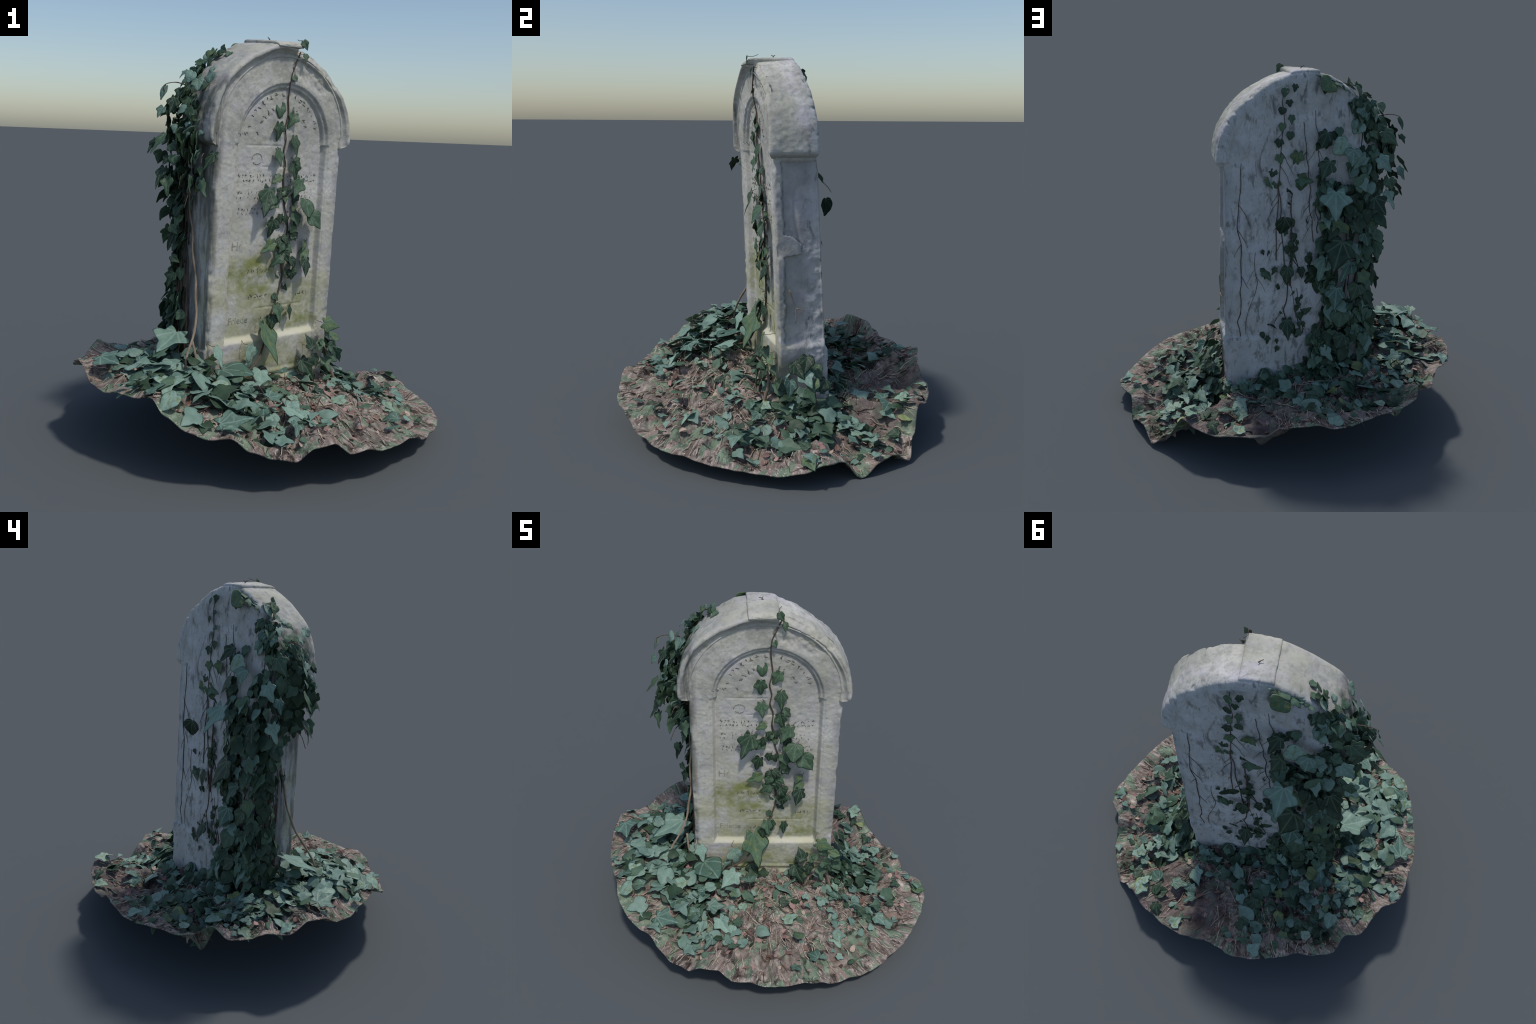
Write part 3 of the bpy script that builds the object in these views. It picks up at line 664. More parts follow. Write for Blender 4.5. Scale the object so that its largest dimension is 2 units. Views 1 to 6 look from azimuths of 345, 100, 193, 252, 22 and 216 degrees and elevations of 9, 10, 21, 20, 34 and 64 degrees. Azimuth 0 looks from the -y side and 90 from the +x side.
def lumps(x, y):
    n = 0.55 * np.abs(fbm(x * 9, y * 9, 0.2, 71, 3)) * 2 - 0.35 + 0.6 * noise(x * 19, y * 19, 0.6, 72) + 0.3 * noise(x * 42, y * 42, 0.6, 73)
    pit = np.clip(noise(x * 7.5, y * 7.5, 2.2, 74) - 0.25, 0, 1) + 0.9 * np.clip(noise(x * 15, y * 15, 2.9, 78) - 0.35, 0, 1)
    # ridges drawn out along the radius on the outer skirt
    r = np.hypot(x, y) + 1e-6
    ridge = fbm(x / r * 9, y / r * 9, r * 2.2, 76, 3) * step(0.55, 0.8, r)
    # a low spike hanging from the hollow behind the stone
    spike = np.exp(-((x + 0.055) ** 2 + (y - 0.75) ** 2) / 0.055**2) * 0.10 + np.exp(-((x + 0.745) ** 2 + (y - 0.40) ** 2) / 0.05**2) * 0.10
    return 0.030 * n - 0.07 * pit + 0.012 * ridge - spike

def soil_top(x, y):
    R, _ = rim_at(np.arctan2(y, x))
    t = np.hypot(x, y) / R
    return np.maximum(ground_z(x, y) + lumps(x, y) * (0.35 + 0.65 * step(1.0, 0.82, t)) * step(1.01, 0.93, t), 0.0)

def build_soil(parent, mat):
    na, nr = 420, 120
    a = np.arange(na) / na * 2 * np.pi
    R, Z = rim_at(a)
    R = R * (1 + 0.006 * fbm(np.cos(a) * 14, np.sin(a) * 14, 0.5, 75))
    t = np.linspace(0.01, 1, nr) ** 0.85
    x, y = t[:, None] * R * np.cos(a), t[:, None] * R * np.sin(a)
    z = soil_top(x, y)
    top = np.stack([x, y, z], -1)
    thick = 0.006 + 0.016 * step(1.0, 0.75, t)[:, None]
    under = np.stack([x * 0.996, y * 0.996, np.maximum(z - thick, 0.0)], -1)[::-1]
    v, f = loft(np.concatenate([top, under]), True)
    return new_object("soil_patch", new_mesh("soil_patch", v, f), parent, mat)

# ------------------------------------------------------------------ ivy leaves
HALF = {
    "star": [(0, .08), (.09, -.01), (.22, -.06), (.30, .05), (.30, .15), (.40, .20), (.5, .34), (.45, .44), (.31, .49), (.23, .56), (.19, .68), (.12, .84), (0, 1)],
    "three": [(0, .05), (.12, -.04), (.27, -.03), (.38, .07), (.45, .22), (.5, .40), (.39, .50), (.29, .57), (.21, .72), (.11, .88), (0, 1)],
    "ovate": [(0, .04), (.15, -.03), (.32, .03), (.44, .18), (.5, .36), (.45, .54), (.34, .70), (.2, .86), (.09, .95), (0, 1)],
}
def leaf_shape(kind, seed, detail=2, thick=0.018):
    r = random.Random(seed)
    half = np.array(HALF[kind]) * [1, 1]
    half[1:-1] += np.array([[r.uniform(-.03, .03), r.uniform(-.025, .025)] for _ in range(len(half) - 2)])
    pts = smooth_path(half, detail)
    skew = r.uniform(0.85, 1.0)
    left = pts[1:-1][::-1] * [-skew, 1]
    ring = np.vstack([pts, left])
    c = np.array([0.0, 0.36])
    fold, droop, cup = r.uniform(0.05, 0.35), r.uniform(0.0, 0.65), r.uniform(-0.65, 0.2)
    lift = lambda p: fold * np.abs(p[:, 0]) - droop * (p[:, 1] - 0.3) ** 2 * np.sign(p[:, 1] - 0.3) + cup * p[:, 0] ** 2 + 0.05 * noise(p[:, 0] * 4, p[:, 1] * 4, 0.5, seed)
    rings = [c + (ring - c) * s for s in (1.0, 0.88, 0.62, 0.32)]
    m = len(ring)
    top = np.vstack([np.column_stack([p, lift(p)]) for p in rings])
    top[:m, 2] -= thick * 0.4
    mid = np.array([[c[0], c[1], lift(c[None])[0]]])
    v = np.vstack([top, mid, top[m:] - [0, 0, thick], mid - [0, 0, thick]])
    q = [grid_faces(4, m, True)]
    i = np.arange(m); j = (i + 1) % m
    tri = [np.stack([3 * m + i, 3 * m + j, np.full(m, 4 * m)], -1)]
    b = 4 * m + 1
    q.append(np.stack([j, i, b + i, b + j], -1))
    for k in range(2):
        q.append(np.stack([b + k * m + j, b + k * m + i, b + (k + 1) * m + i, b + (k + 1) * m + j], -1))
    tri.append(np.stack([b + 2 * m + j, b + 2 * m + i, np.full(m, b + 3 * m)], -1))
    q = np.vstack(q)[:, ::-1] if False else np.vstack(q)
    return v, [q, np.vstack(tri)]

def frame(pos, normal, along, w, l):
    """matrix putting a unit leaf at pos: z to normal, y along the blade"""
    n = Vector(normal).normalized()
    d = Vector(along); d = (d - d.dot(n) * n)
    if d.length < 1e-4: d = n.orthogonal()
    d.normalize()
    s = d.cross(n)
    m = Matrix((( s.x * w, d.x * l, n.x * (w + l) / 2, pos[0]), (s.y * w, d.y * l, n.y * (w + l) / 2, pos[1]), (s.z * w, d.z * l, n.z * (w + l) / 2, pos[2]), (0, 0, 0, 1)))
    return m

def to_world(u, v, z):
    return (u * CT - v * ST, u * ST + v * CT, z)
def vec_world(u, v, z):
    return Vector((u * CT - v * ST, u * ST + v * CT, z))
# ------------------------------------------------------------------ assembly
grave = bpy.data.objects.new("overgrown_gravestone", None)
bpy.context.scene.collection.objects.link(grave)
grave["label"] = "weathered pale marble gravestone with arched head, overgrown with ivy"
grave["category"] = "gravestone"

M_STONE, M_LETTER, M_FAINT, M_SOIL = stone_material(), letter_material("carved_shadow_grey", (84, 82, 76), (128, 126, 116)), letter_material("worn_letter_grey", (134, 134, 118), (168, 168, 154)), soil_material()
M_DARK = leaf_material("ivy_green_dark", (36, 56, 40), (84, 110, 84), (116, 136, 112), 0.45)
M_MINT = leaf_material("ivy_green_grey", (78, 106, 92), (138, 166, 150), (160, 184, 170), 0.45)
M_YELLOW = leaf_material("ivy_green_yellow", (98, 114, 70), (150, 162, 110), (176, 184, 140), 0.5)
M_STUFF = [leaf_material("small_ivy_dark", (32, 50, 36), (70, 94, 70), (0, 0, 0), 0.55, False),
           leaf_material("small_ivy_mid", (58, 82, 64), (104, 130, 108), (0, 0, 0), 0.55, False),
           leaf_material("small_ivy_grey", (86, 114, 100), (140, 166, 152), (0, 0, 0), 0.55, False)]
M_STEM = bark_material("ivy_stem_bark", (58, 48, 42), (112, 98, 86))
M_PALE = bark_material("pale_ivy_stalk", (104, 90, 76), (168, 152, 132))
M_LITTER = [litter_material("dead_leaf_brown", (96, 74, 66), (140, 112, 102)), litter_material("dead_leaf_pink", (138, 108, 102), (172, 142, 134)),
            litter_material("dead_leaf_tan", (150, 130, 116), (196, 178, 160))]

stone = build_slab(grave, M_STONE)
hood, key = build_hood(grave, M_STONE), build_keystone(grave, M_STONE)
n0 = set(bpy.data.objects)
build_inscription(stone, M_LETTER, M_FAINT)
for o in (stone, hood, key):
    o.rotation_euler = (0, 0, THETA)
soil = build_soil(grave, M_SOIL)

# --- leaves
LEAVES = {}
for kind in HALF:
    for s in range(5):
        for tag, mat in (("dark", M_DARK), ("mint", M_MINT), ("yellow", M_YELLOW)):
            v, f = leaf_shape(kind, s + 10)
            me = new_mesh("ivy_leaf_" + kind, v, f)
            me.materials.append(mat)
            LEAVES[kind, tag, s] = me
SMALL = [leaf_shape(k, s + 40, 1, 0.03) for k in ("star", "three", "three", "ovate") for s in range(4)]

named = 0
stalks = Heap()
def place_leaf(m, kind, tag):
    global named
    o = bpy.data.objects.new("ivy_leaf", LEAVES[kind, tag, random.randrange(5)])
    bpy.context.scene.collection.objects.link(o)
    o.parent = grave
    o.matrix_local = m
    named += 1
    return o

def stalk_between(a, b, r=0.0022, sag=0.012, seed=0):
    a, b = np.array(a), np.array(b)
    mid = (a + b) / 2 + np.array([random.uniform(-1, 1), random.uniform(-1, 1), -0.3]) * sag
    stalks.add(*tube(smooth_path([a, mid, b], 3), r, r * 0.8, 5))

def kind_for(l, w):
    return "star" if l > 0.12 and l > w or l > 1.05 * w and l > 0.08 and random.random() < 0.75 else ("three" if random.random() < 0.7 else "ovate")

# leaves on the front face: the blades stand off the stone and hang
def face_leaves(items, side, tilt, tag, wall, grow=1.0):
    for u, v, z, l, w, turn in items:
        a = math.radians(turn)
        d = vec_world(math.sin(a), -side * 0.0, -math.cos(a))
        if grow != 1: u, z, l, w = u - (grow - 1) * l * 0.4 * math.sin(a), z + (grow - 1) * l * 0.4 * math.cos(a), l * grow, w * grow
        t = math.radians(tilt + random.uniform(-12, 12)); y = math.radians(random.uniform(-24, 24))
        n = vec_world(math.sin(y), side * math.cos(t), math.sin(t) + 0.0)
        p = to_world(u, v - side * 0.012, z)
        m = frame(p, n, d, max(w * 1.1, 0.75 * l), l)
        place_leaf(m, kind_for(l, w), tag(u, z) if callable(tag) else tag)
        if wall:
            stalk_between(p, to_world(u + random.uniform(-.02, .02), wall(z), z + 0.01), 0.0016)

face_leaves(FRONT, -1, 18, "dark", lambda z: face_v(z) + 0.015, 1.25)
FRONT2 = [(u, v, z, l * 0.85, w * 0.9, t) if l > 0.2 else (u, v, z, l, w, t) for u, v, z, l, w, t in FRONT2]
face_leaves(FRONT2, -1, 20, lambda u, z: "mint" if z < 0.5 and random.random() < 0.4 else "dark", lambda z: face_v(z) + 0.012, 1.18)
face_leaves([(u, v + 0.016, min(z, 1.935), l, w, t) for u, v, z, l, w, t in BACK], 1, 22, "dark", None, 1.2)
face_leaves(BACK2, 1, 26, "dark", None, 1.15)
face_leaves([(0.08, 0.283, 1.235, 0.10, 0.10, 10)], 1, 10, "dark", None)
# filling leaves that make the front runner a dense chain, widest at mid panel
for k in range(28):
    z = random.uniform(0.84, 1.27) if k < 20 else random.uniform(0.62, 1.6)
    spread = float(np.interp(z, [0.62, 0.8, 0.9, 1.05, 1.27, 1.62], [0.02, 0.04, 0.14, 0.12, 0.06, 0.05]))
    u = float(np.interp(z, [0.62, 0.9, 1.1, 1.6], [0.01, 0.07, 0.06, 0.015])) + random.uniform(-1, 1) * spread
    L = random.uniform(0.045, 0.075)
    face_leaves([(u, float(panel_v(u, z)) - random.uniform(0.015, 0.05), z, L, L * 0.9, random.uniform(-45, 45))], -1, 18, "dark", lambda z: face_v(z) + 0.015)
# upright tuft at the front right corner of the foot
face_leaves([(0.33, -0.13, 0.49, 0.07, 0.06, 30), (0.38, -0.12, 0.46, 0.08, 0.05, 60), (0.30, -0.14, 0.44, 0.06, 0.05, -20), (0.36, -0.14, 0.40, 0.08, 0.06, 15), (0.41, -0.10, 0.41, 0.07, 0.05, 40),
             (0.27, -0.12, 0.37, 0.08, 0.06, -10), (0.34, -0.12, 0.34, 0.09, 0.07, 10), (0.42, -0.07, 0.35, 0.08, 0.07, 30), (0.24, -0.11, 0.30, 0.08, 0.06, -15)], -1, 40, "dark", None)
for u, v, z, w in ((0.44, 0.00, 0.43, 0.10), (0.45, 0.07, 0.46, 0.09), (0.47, 0.04, 0.39, 0.10), (0.43, 0.11, 0.40, 0.08), (0.49, 0.10, 0.35, 0.09), (0.48, -0.03, 0.35, 0.09), (0.46, 0.17, 0.33, 0.08), (0.52, 0.05, 0.31, 0.08)):
    place_leaf(frame(to_world(u, v, z), vec_world(0.8, random.uniform(-.4, .4), 0.7), vec_world(0.5, random.uniform(-.8, .8), -0.8), w, w * 1.1), "three", "mint" if random.random() < .4 else "dark")
MASS = [(u, v - 0.035 * (z > 1.5), z, l, w, t) for u, v, z, l, w, t in MASS]
face_leaves(MASS, 1, 32, lambda u, z: "mint" if random.random() < 0.3 else "dark", None)
face_leaves(MASS2, 1, 32, lambda u, z: "mint" if random.random() < 0.25 else "dark", None)
for u, v, z, l, w, turn in [(max(u - 0.02, -0.585), v - 0.03, z, l, w, t) if 1.3 < z < 1.6 else (max(u, -0.59), v, min(z, 1.92), l, w, t) for u, v, z, l, w, t in EDGE] + LOW:                       # the tuft hanging off the left edge
    a = math.radians(turn)
    d = vec_world(math.sin(a), random.uniform(-.25, .25), -math.cos(a))
    n = vec_world(-0.75, -0.45 + random.uniform(-.5, .5), 0.55 + random.uniform(-.2, .2))
    place_leaf(frame(to_world(u, v, z), n, d, w, l), kind_for(l, w), "mint" if z > 1.5 and random.random() < 0.5 else "dark")

def ground_leaves(items, mint):
    for x, y, h, w in items:
        R, _ = rim_at(math.atan2(y, x)); rr = math.hypot(x, y)
        lim = 1 - 0.55 * w / R
        if rr > R * lim: x, y = x * R * lim / rr, y * R * lim / rr
        h = min(max(h, 0.015), 0.26)
        spin = random.uniform(0, 2 * math.pi)
        out = Vector((x, y, 0)); out = out.normalized() if out.length else Vector((1, 0, 0))
        edge = rr > 0.72 * R
        tip = out * (-0.35 if edge else 0.55) + Vector((math.cos(spin), math.sin(spin), random.uniform(-.5, .1)))
        n = Vector((0, 0, 1)) + out * random.uniform(0.05, 0.25 if edge else 0.55) + Vector((random.uniform(-.4, .4), random.uniform(-.4, .4), 0))
        z = float(ground_z(x, y)) + h
        l = w * random.uniform(0.9, 1.2)
        n.normalize(); tip = (tip - tip.dot(n) * n).normalized()
        p = Vector((x, y, z)) - tip * l * 0.36
        tag = "yellow" if random.random() < (0.14 if x > 0.25 and y > 0.0 else 0.03) else ("mint" if random.random() < mint else "dark")
        place_leaf(frame(p, n, tip, w, l), kind_for(l * 1.05, w), tag)
        if h > 0.03:
            q = (p.x + random.uniform(-.05, .05) - out.x * .03, p.y + random.uniform(-.05, .05) - out.y * .03)
            stalk_between(p, (q[0], q[1], float(soil_top(q[0], q[1]))), 0.0022)

ground_leaves([(x, y, h, w * 1.15) for x, y, h, w in G_FL], 0.85)
ground_leaves(G_FR, 0.6)
ground_leaves(G_BR, 0.7)
ground_leaves(G_BL, 0.7)
print("named leaves", named)

# --- small ivy: filler in the climbing mass and over the ground
small = Heap()
def add_small(m, slot, lib=SMALL):
    v, f = random.choice(lib)
    M = np.array(m)
    small.add(v @ M[:3, :3].T + M[:3, 3], f, slot)

def mass_bounds(z):
    right = np.interp(z, [0.25, 0.45, 0.6, 0.75, 0.83, 0.96, 1.02, 1.15, 1.49, 1.62, 1.70, 1.76, 1.82, 1.88], [-0.05, -0.11, -0.18, -0.20, -0.14, -0.13, -0.17, -0.14, -0.13, -0.13, -0.21, -0.26, -0.30, -0.34])
    left = np.interp(z, [0.25, 0.45, 0.9, 1.15, 1.3, 1.5, 1.66, 1.74, 1.80, 1.87], [-0.45, -0.44, -0.42, -0.43, -0.51, -0.57, -0.53, -0.47, -0.41, -0.34])
    depth = np.interp(z, [0.25, 0.5, 0.8, 1.0, 1.2, 1.4, 1.6, 1.75, 1.9], [0.16, 0.12, 0.11, 0.13, 0.15, 0.13, 0.07, 0.03, 0.02])
    return right, left, depth
for k in range(1050):
    z = random.uniform(0.28, 1.84)
    right, left, depth = mass_bounds(z)
    u = random.uniform(left, right + 0.015)
    clump = float(noise(u * 11, z * 9, 0.3, 96))              # leaves hang in clumps, stone shows between
    if clump < -0.22 and u > -0.42 or (z > 1.6 and clump < 0.05 and u > -0.43): continue
    depth = depth * (0.75 + 0.6 * clump)
    b = float(back_v(z)) + 0.004
    f = random.random()
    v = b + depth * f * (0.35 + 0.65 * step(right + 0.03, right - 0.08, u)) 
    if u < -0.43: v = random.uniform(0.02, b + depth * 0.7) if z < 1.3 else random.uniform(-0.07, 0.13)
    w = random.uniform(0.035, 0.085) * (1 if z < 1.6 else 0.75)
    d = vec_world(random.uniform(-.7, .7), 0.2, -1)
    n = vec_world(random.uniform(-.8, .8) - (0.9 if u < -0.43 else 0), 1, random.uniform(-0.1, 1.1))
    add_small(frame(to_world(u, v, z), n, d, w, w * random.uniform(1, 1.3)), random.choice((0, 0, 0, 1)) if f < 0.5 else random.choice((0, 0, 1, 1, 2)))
for k in range(80):                                          # wrapped round the back left corner
    z = random.uniform(0.3, 1.25); w = random.uniform(0.045, 0.09)
    a = random.uniform(0.1, 1.4)
    p = (-0.40 - random.uniform(0.0, 0.04) * math.cos(a) - 0.01, random.uniform(0.10, float(back_v(z)) + 0.05), z)
    add_small(frame(to_world(*p), vec_world(-random.uniform(.4, 1.2), random.uniform(0, 1.0), random.uniform(0, .8)), vec_world(random.uniform(-.5, .5), random.uniform(-.5, .5), -1), w, w * 1.15), random.choice((0, 0, 1)))
# sparse leaves and dots along the thin runners on the back
for k in range(60):
    z = random.uniform(0.35, 1.2); u = random.uniform(-0.08, 0.2)
    if noise(u * 5, z * 3, 0.4, 91) < -0.1: continue
    w = random.uniform(0.02, 0.045)
    add_small(frame(to_world(u, float(back_v(z)) + random.uniform(.005, .04), z), vec_world(random.uniform(-.4, .4), 1, .3), vec_world(random.uniform(-.6, .6), 0, -1), w, w * 1.3), 0)
# tuft on the left shoulder of the hood
for k in range(70):
    t = math.radians(random.uniform(98, 178)); rr = 0.462 + random.random() ** 2 * 0.07
    v = random.uniform(0.02, 0.14) if t < 2.4 else random.uniform(-0.04, 0.14)
    w = random.uniform(0.03, 0.06)
    z = HOOD_C[1] + rr * math.sin(t)
    if t < 2.1: v, rr = random.uniform(0.07, 0.11), 0.462
    n = vec_world(math.cos(t), random.uniform(-.5, .5), math.sin(t) + .3)
    add_small(frame(to_world(HOOD_C[0] + rr * math.cos(t), v, HOOD_C[1] + rr * math.sin(t)), n, vec_world(-1, random.uniform(-1, 1), -1), w, w * 1.2), random.choice((0, 1, 1, 2)))

def ivy_density(x, y):
    d = 0.30
    d += 0.55 * step(0.15, -0.25, x) * step(0.3, -0.1, x + 0.3)              # left half
    d += 0.30 * step(0.12, 0.35, y) * step(0.5, 0.2, x)                       # behind the stone
    d += 0.45 * step(0.25, 0.4, x) * step(-0.15, 0.10, y) * step(0.90, 0.7, x)
    d -= 0.85 * step(0.36, 0.24, abs(x - 0.06)) * step(0.40, 0.50, y) * step(0.80, 0.70, y)           # needle bed
    d -= 0.45 * step(-0.15, -0.3, y) * step(0.0, 0.3, x)                      # bare front right
    d -= 0.25 * step(0.70, 0.85, math.hypot(x, y))
    return float(np.clip(d + 0.35 * noise(x * 4, y * 4, 0.7, 92), 0.03, 1))
def inside_stone(x, y, pad=0.0):
    u, v = x * CT + y * ST, -x * ST + y * CT
    return -0.43 - pad < u < 0.41 + pad and -0.07 - pad < v < 0.21 + pad
count = 0
while count < 620:
    a, rr = random.uniform(0, 2 * math.pi), math.sqrt(random.random())
    R, _ = rim_at(a); x, y = rr * R * math.cos(a) * 0.91, rr * R * math.sin(a) * 0.91
    clump = float(noise(x * 6.5, y * 6.5, 1.7, 98))
    if inside_stone(x, y, 0.0) or random.random() > ivy_density(x, y) * (0.75 + 0.9 * clump): continue
    count += 1
    lush = ivy_density(x, y)
    w = random.uniform(0.055, 0.115) if x < -0.15 and y < 0.1 else random.choice((random.uniform(0.03, 0.06), random.uniform(0.06, 0.10))) * (1.0 if rr < 0.85 else 0.8)
    heap = math.exp(-((x + 0.5) / 0.34) ** 2 - ((y + 0.28) / 0.26) ** 2)
    h = random.uniform(0.0, 0.02) + (lush * 0.035 * (1 + 1.2 * clump) + heap * 0.085) * random.random() * step(1.0, 0.8, rr)
    n = Vector((random.uniform(-.9, .9), random.uniform(-.9, .9), 1)) * (1 if rr < 0.78 else 0.5) + Vector((x, y, 0)) * random.uniform(0, .9 if rr < 0.78 else .2) + Vector((0, 0, .2))
    d = Vector((random.uniform(-1, 1), random.uniform(-1, 1), random.uniform(-.4, .3)))
    add_small(frame((x, y, float(soil_top(x, y)) + float(h)), n, d, w, w * random.uniform(.95, 1.3)), random.choice((0, 1, 1, 2) if y > 0.3 else (0, 1, 2, 2)))
for k in range(120):                                          # leaves crowding the foot of the stone at the back and right
    if k < 65: u, v = random.uniform(-0.15, 0.42), random.uniform(0.21, 0.32)
    else: u, v = random.uniform(0.41, 0.49), random.uniform(-0.08, 0.26)
    w = random.uniform(0.04, 0.085)
    x, y, _ = to_world(u, v, 0)
    z = float(soil_top(x, y)) + random.uniform(0.01, 0.12) * random.random()
    n = vec_world(random.uniform(-.4, .4) + (0.7 if k >= 65 else 0), random.uniform(-.2, .3) + (0.8 if k < 65 else 0), 0.8)
    add_small(frame((x, y, z), n, Vector((random.uniform(-1, 1), random.uniform(-1, 1), -.2)), w, w * 1.15), random.choice((0, 1, 1, 2)))
small.build("small_ivy_leaves", grave, M_STUFF)

# --- stems
stems = Heap()
def stem(points, r0, r1, seed=0):
    stems.add(*tube(smooth_path([to_world(*p) for p in points], 5), r0, r1, 6, 0.3, seed))
fv = lambda z, off=0.012: float(face_v(z)) - off
stem([(u, (fv(z) if z > 1.77 else float(panel_v(u, z)) - 0.006), z) for u, z in ((0.06, 1.93), (0.035, 1.87), (0.015, 1.82), (0.01, 1.765), (0.014, 1.70), (0.022, 1.63), (0.008, 1.56), (0.02, 1.50), (0.012, 1.44), (0.03, 1.38), (0.025, 1.31), (0.036, 1.24), (0.045, 1.17), (0.07, 1.09), (0.075, 1.03), (0.055, 0.95), (0.05, 0.88), (0.06, 0.80), (0.045, 0.72), (0.02, 0.64), (-0.01, 0.585), (-0.04, 0.53))], 0.0030, 0.0048, 1)
stem([(-0.04, -0.075, 0.53), (-0.07, -0.09, 0.47), (-0.11, -0.11, 0.41), (-0.17, -0.13, 0.37), (-0.26, -0.15, 0.34), (-0.36, -0.17, 0.33)], 0.0055, 0.006, 2)
# runners fanned over the back
rb = random.Random(3)
for u0, z0, u1, z1, r in ((0.31, 1.50, 0.30, 0.36, .0030), (0.075, 1.90, 0.11, 0.95, .0028), (-0.03, 1.72, -0.10, 1.05, .0024), (-0.10, 1.78, -0.14, 1.1, .0024), (0.09, 1.40, 0.04, 0.55, .0036), (0.03, 1.33, 0.025, 0.80, .0058), 
                          (0.20, 1.00, 0.27, 0.50, .0022), (0.06, 0.92, -0.08, 0.40, .0030), (-0.02, 0.78, -0.1, 0.36, .003)):
    pts, k = [], 26
    for i in range(k):
        t = i / (k - 1); z = z0 + (z1 - z0) * t
        u = u0 + (u1 - u0) * t + 0.022 * float(noise(z * 5, u0 * 9, 0.4, 93)) + 0.010 * float(noise(z * 17, u0 * 9, 0.9, 97))
        pts.append((u, float(back_v(z) + back_swell(np.array(u), z)) + 0.002 + (0.008 if r > .005 else 0), z))
        if rb.random() < 0.28 and 3 < i < k - 3:              # short side roots
            d, L = rb.choice((-1, 1)), rb.uniform(0.03, 0.12)
            sub = []
            for j in range(5):
                uu, zz = u + d * L * (j / 4) ** 0.8 * 0.55 + rb.uniform(-.004, .004), z - L * j / 4
                sub.append((uu, float(back_v(zz) + back_swell(np.array(uu), zz)) + 0.001, zz))
            stem(sub, r * 0.55, r * 0.25, rb.random())
    stem(pts, r * 0.6, r * 1.1, rb.random())
for k in range(34):                                           # woody ropes inside the mass and up the left side
    u0 = rb.uniform(-0.42, -0.10); top = rb.uniform(0.9, 1.75)
    pts = []
    for i in range(14):
        z = 0.28 + (top - 0.28) * i / 13
        right, left, depth = mass_bounds(z)
        u = min(u0 + 0.03 * float(noise(z * 5, u0 * 30, k, 94)), right)
        pts.append((u, float(back_v(z)) + 0.006 + depth * 0.35 * rb.random() * (k % 3 == 0), z))
    stem(pts, rb.uniform(.004, .009), 0.0025, k)
for k in range(12):
    v0 = rb.uniform(0.08, 0.19); top = rb.uniform(0.8, 1.45)
    pts = [(-0.425 - 0.012 * rb.random(), v0 + 0.02 * float(noise(z * 5, v0 * 40, k, 95)), z) for z in np.linspace(0.3, top, 12)]
    stem(pts, rb.uniform(.004, .008), 0.002, k + 60)
# stray loops out of the tuft
for pts in (((-0.46, 0.09, 1.74), (-0.52, 0.09, 1.75), (-0.58, 0.09, 1.735), (-0.585, 0.085, 1.70)), ((-0.50, 0.0, 1.49), (-0.51, -0.02, 1.43), (-0.52, -0.03, 1.37)), ((-0.44, -0.06, 1.43), (-0.49, -0.10, 1.42), (-0.51, -0.12, 1.38)),
            ((-0.44, 0.05, 1.35), (-0.52, 0.02, 1.33), (-0.55, 0.0, 1.26)), ((-0.45, 0.02, 1.28), (-0.50, -0.01, 1.24), (-0.53, -0.02, 1.17))):
    stem(pts, 0.003, 0.002, 5)
stem(((-0.03, 0.0, 1.982), (-0.038, 0.0, 1.991), (-0.052, -0.006, 1.997)), 0.003, 0.002, 5)     # withered sprig on the crown
stem(((-0.038, 0.0, 1.99), (-0.030, 0.01, 1.9955)), 0.003, 0.002, 6)
stems.build("ivy_stem", grave, [M_STEM])
pale = Heap()
pale.add(*tube(smooth_path([to_world(*p) for p in ((-0.565, -0.115, 0.42), (-0.550, -0.105, 0.484), (-0.505, -0.085, 0.56), (-0.462, -0.045, 0.65), (-0.447, -0.012, 0.74), (-0.432, 0.012, 0.83), (-0.436, 0.040, 0.95), (-0.427, 0.052, 1.04), (-0.432, 0.078, 1.15), (-0.426, 0.085, 1.28))], 6), 0.0072, 0.0045, 8, 0.35, 3))
pale.add(*tube(smooth_path([to_world(*p) for p in ((-0.43, -0.06, 0.30), (-0.455, -0.05, 0.42), (-0.465, -0.02, 0.52))], 5), 0.009, 0.006, 7, 0.25, 4))
pale.add(*tube(smooth_path([(0.43, 0.02, 0.17), (0.415, 0.03, 0.23), (0.39, 0.045, 0.30), (0.37, 0.03, 0.37), (0.33, -0.03, 0.42)], 5), 0.013, 0.004, 8, 0.25, 6))
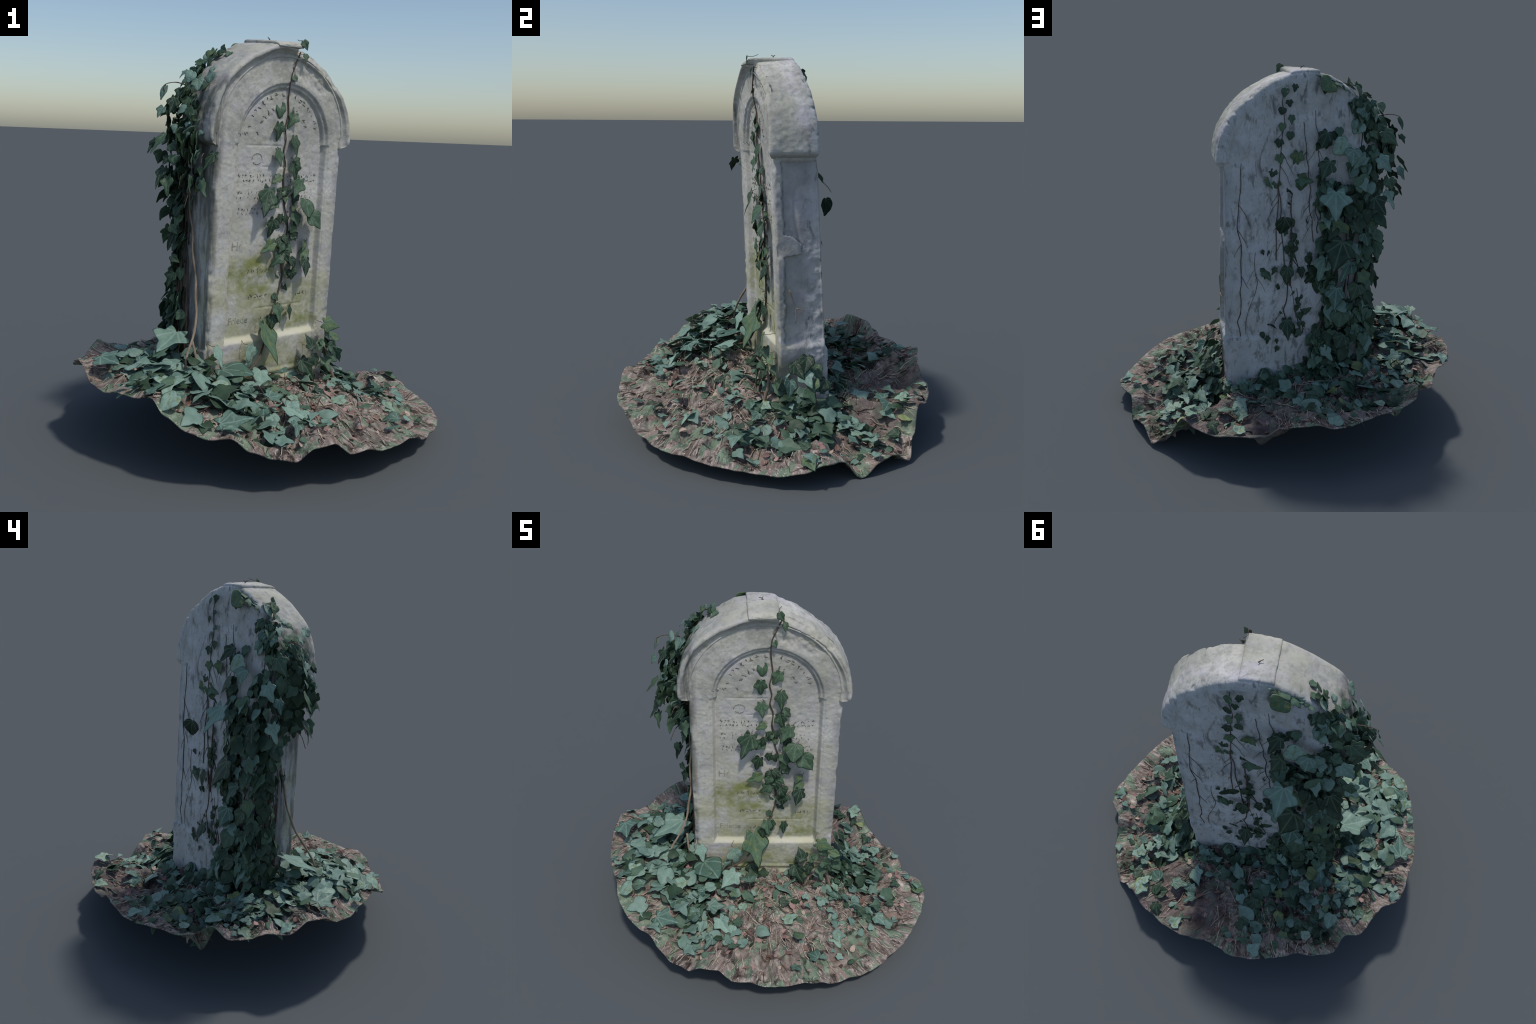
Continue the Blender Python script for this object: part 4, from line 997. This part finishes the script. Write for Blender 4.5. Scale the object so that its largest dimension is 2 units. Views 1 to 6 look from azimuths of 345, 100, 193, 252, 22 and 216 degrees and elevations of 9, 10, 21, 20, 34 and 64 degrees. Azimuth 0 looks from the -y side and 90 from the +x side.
# dry rootlet forked on the right flank
for pts in (((0.402, -0.015, 0.80), (0.401, 0.005, 0.74), (0.400, 0.020, 0.70), (0.398, 0.022, 0.62)), ((0.400, 0.020, 0.70), (0.399, 0.045, 0.695), (0.398, 0.065, 0.69))):
    pale.add(*tube(smooth_path([to_world(*p) for p in pts], 4), 0.004, 0.0018, 6, 0.3, 8))
pale.build("ivy_stalk", grave, [M_PALE])
stalks.build("leaf_stalk", grave, [M_STEM])

# --- litter on the soil
litter = Heap()
DEAD = [leaf_shape("ovate", s + 80, 1, 0.03) for s in range(6)] + [leaf_shape("three", s + 90, 1, 0.03) for s in range(3)]
for k in range(650):
    a, rr = random.uniform(0, 2 * math.pi), math.sqrt(random.random()) * 0.93
    R, _ = rim_at(a); x, y = rr * R * math.cos(a), rr * R * math.sin(a)
    if inside_stone(x, y): continue
    w = random.uniform(0.014, 0.034)
    v, f = random.choice(DEAD)
    n = Vector((random.uniform(-.9, .9), random.uniform(-.9, .9), 1))
    M = np.array(frame((x, y, float(soil_top(x, y)) + random.uniform(-0.004, .006)), n, Vector((random.uniform(-1, 1), random.uniform(-1, 1), 0)), w, w * random.uniform(1, 1.8)))
    litter.add(v @ M[:3, :3].T + M[:3, 3], f, random.choice((0, 0, 1, 1, 2)))
litter.build("dead_leaf_litter", soil, M_LITTER)
twigs = Heap()
for k in range(950):
    a, rr = random.uniform(0, 2 * math.pi), random.uniform(0.2, 0.99)
    R, _ = rim_at(a); x, y = rr * R * math.cos(a), rr * R * math.sin(a)
    if inside_stone(x, y): continue
    L = random.uniform(0.03, 0.11)
    b = a + (random.gauss(0, 0.35) if rr > 0.65 else random.uniform(0, 6.3))
    pts = []
    for i in range(5):
        s = (i / 4 - 0.5) * L
        px, py = x + s * math.cos(b), y + s * math.sin(b)
        R2, _ = rim_at(math.atan2(py, px))
        sc = min(1, 0.985 * R2 / max(1e-6, math.hypot(px, py))); px, py = px * sc, py * sc
        pts.append((px, py, float(soil_top(px, py)) + 0.002 + random.uniform(0, .012)))
    r = random.uniform(.0012, .0034)
    twigs.add(*tube(smooth_path(pts, 2), r, r * 0.6, 5), random.choice((0, 1, 1, 1)))
twigs.build("fallen_twig", soil, [M_STEM, bark_material("dry_straw", (138, 122, 108), (206, 192, 174))])
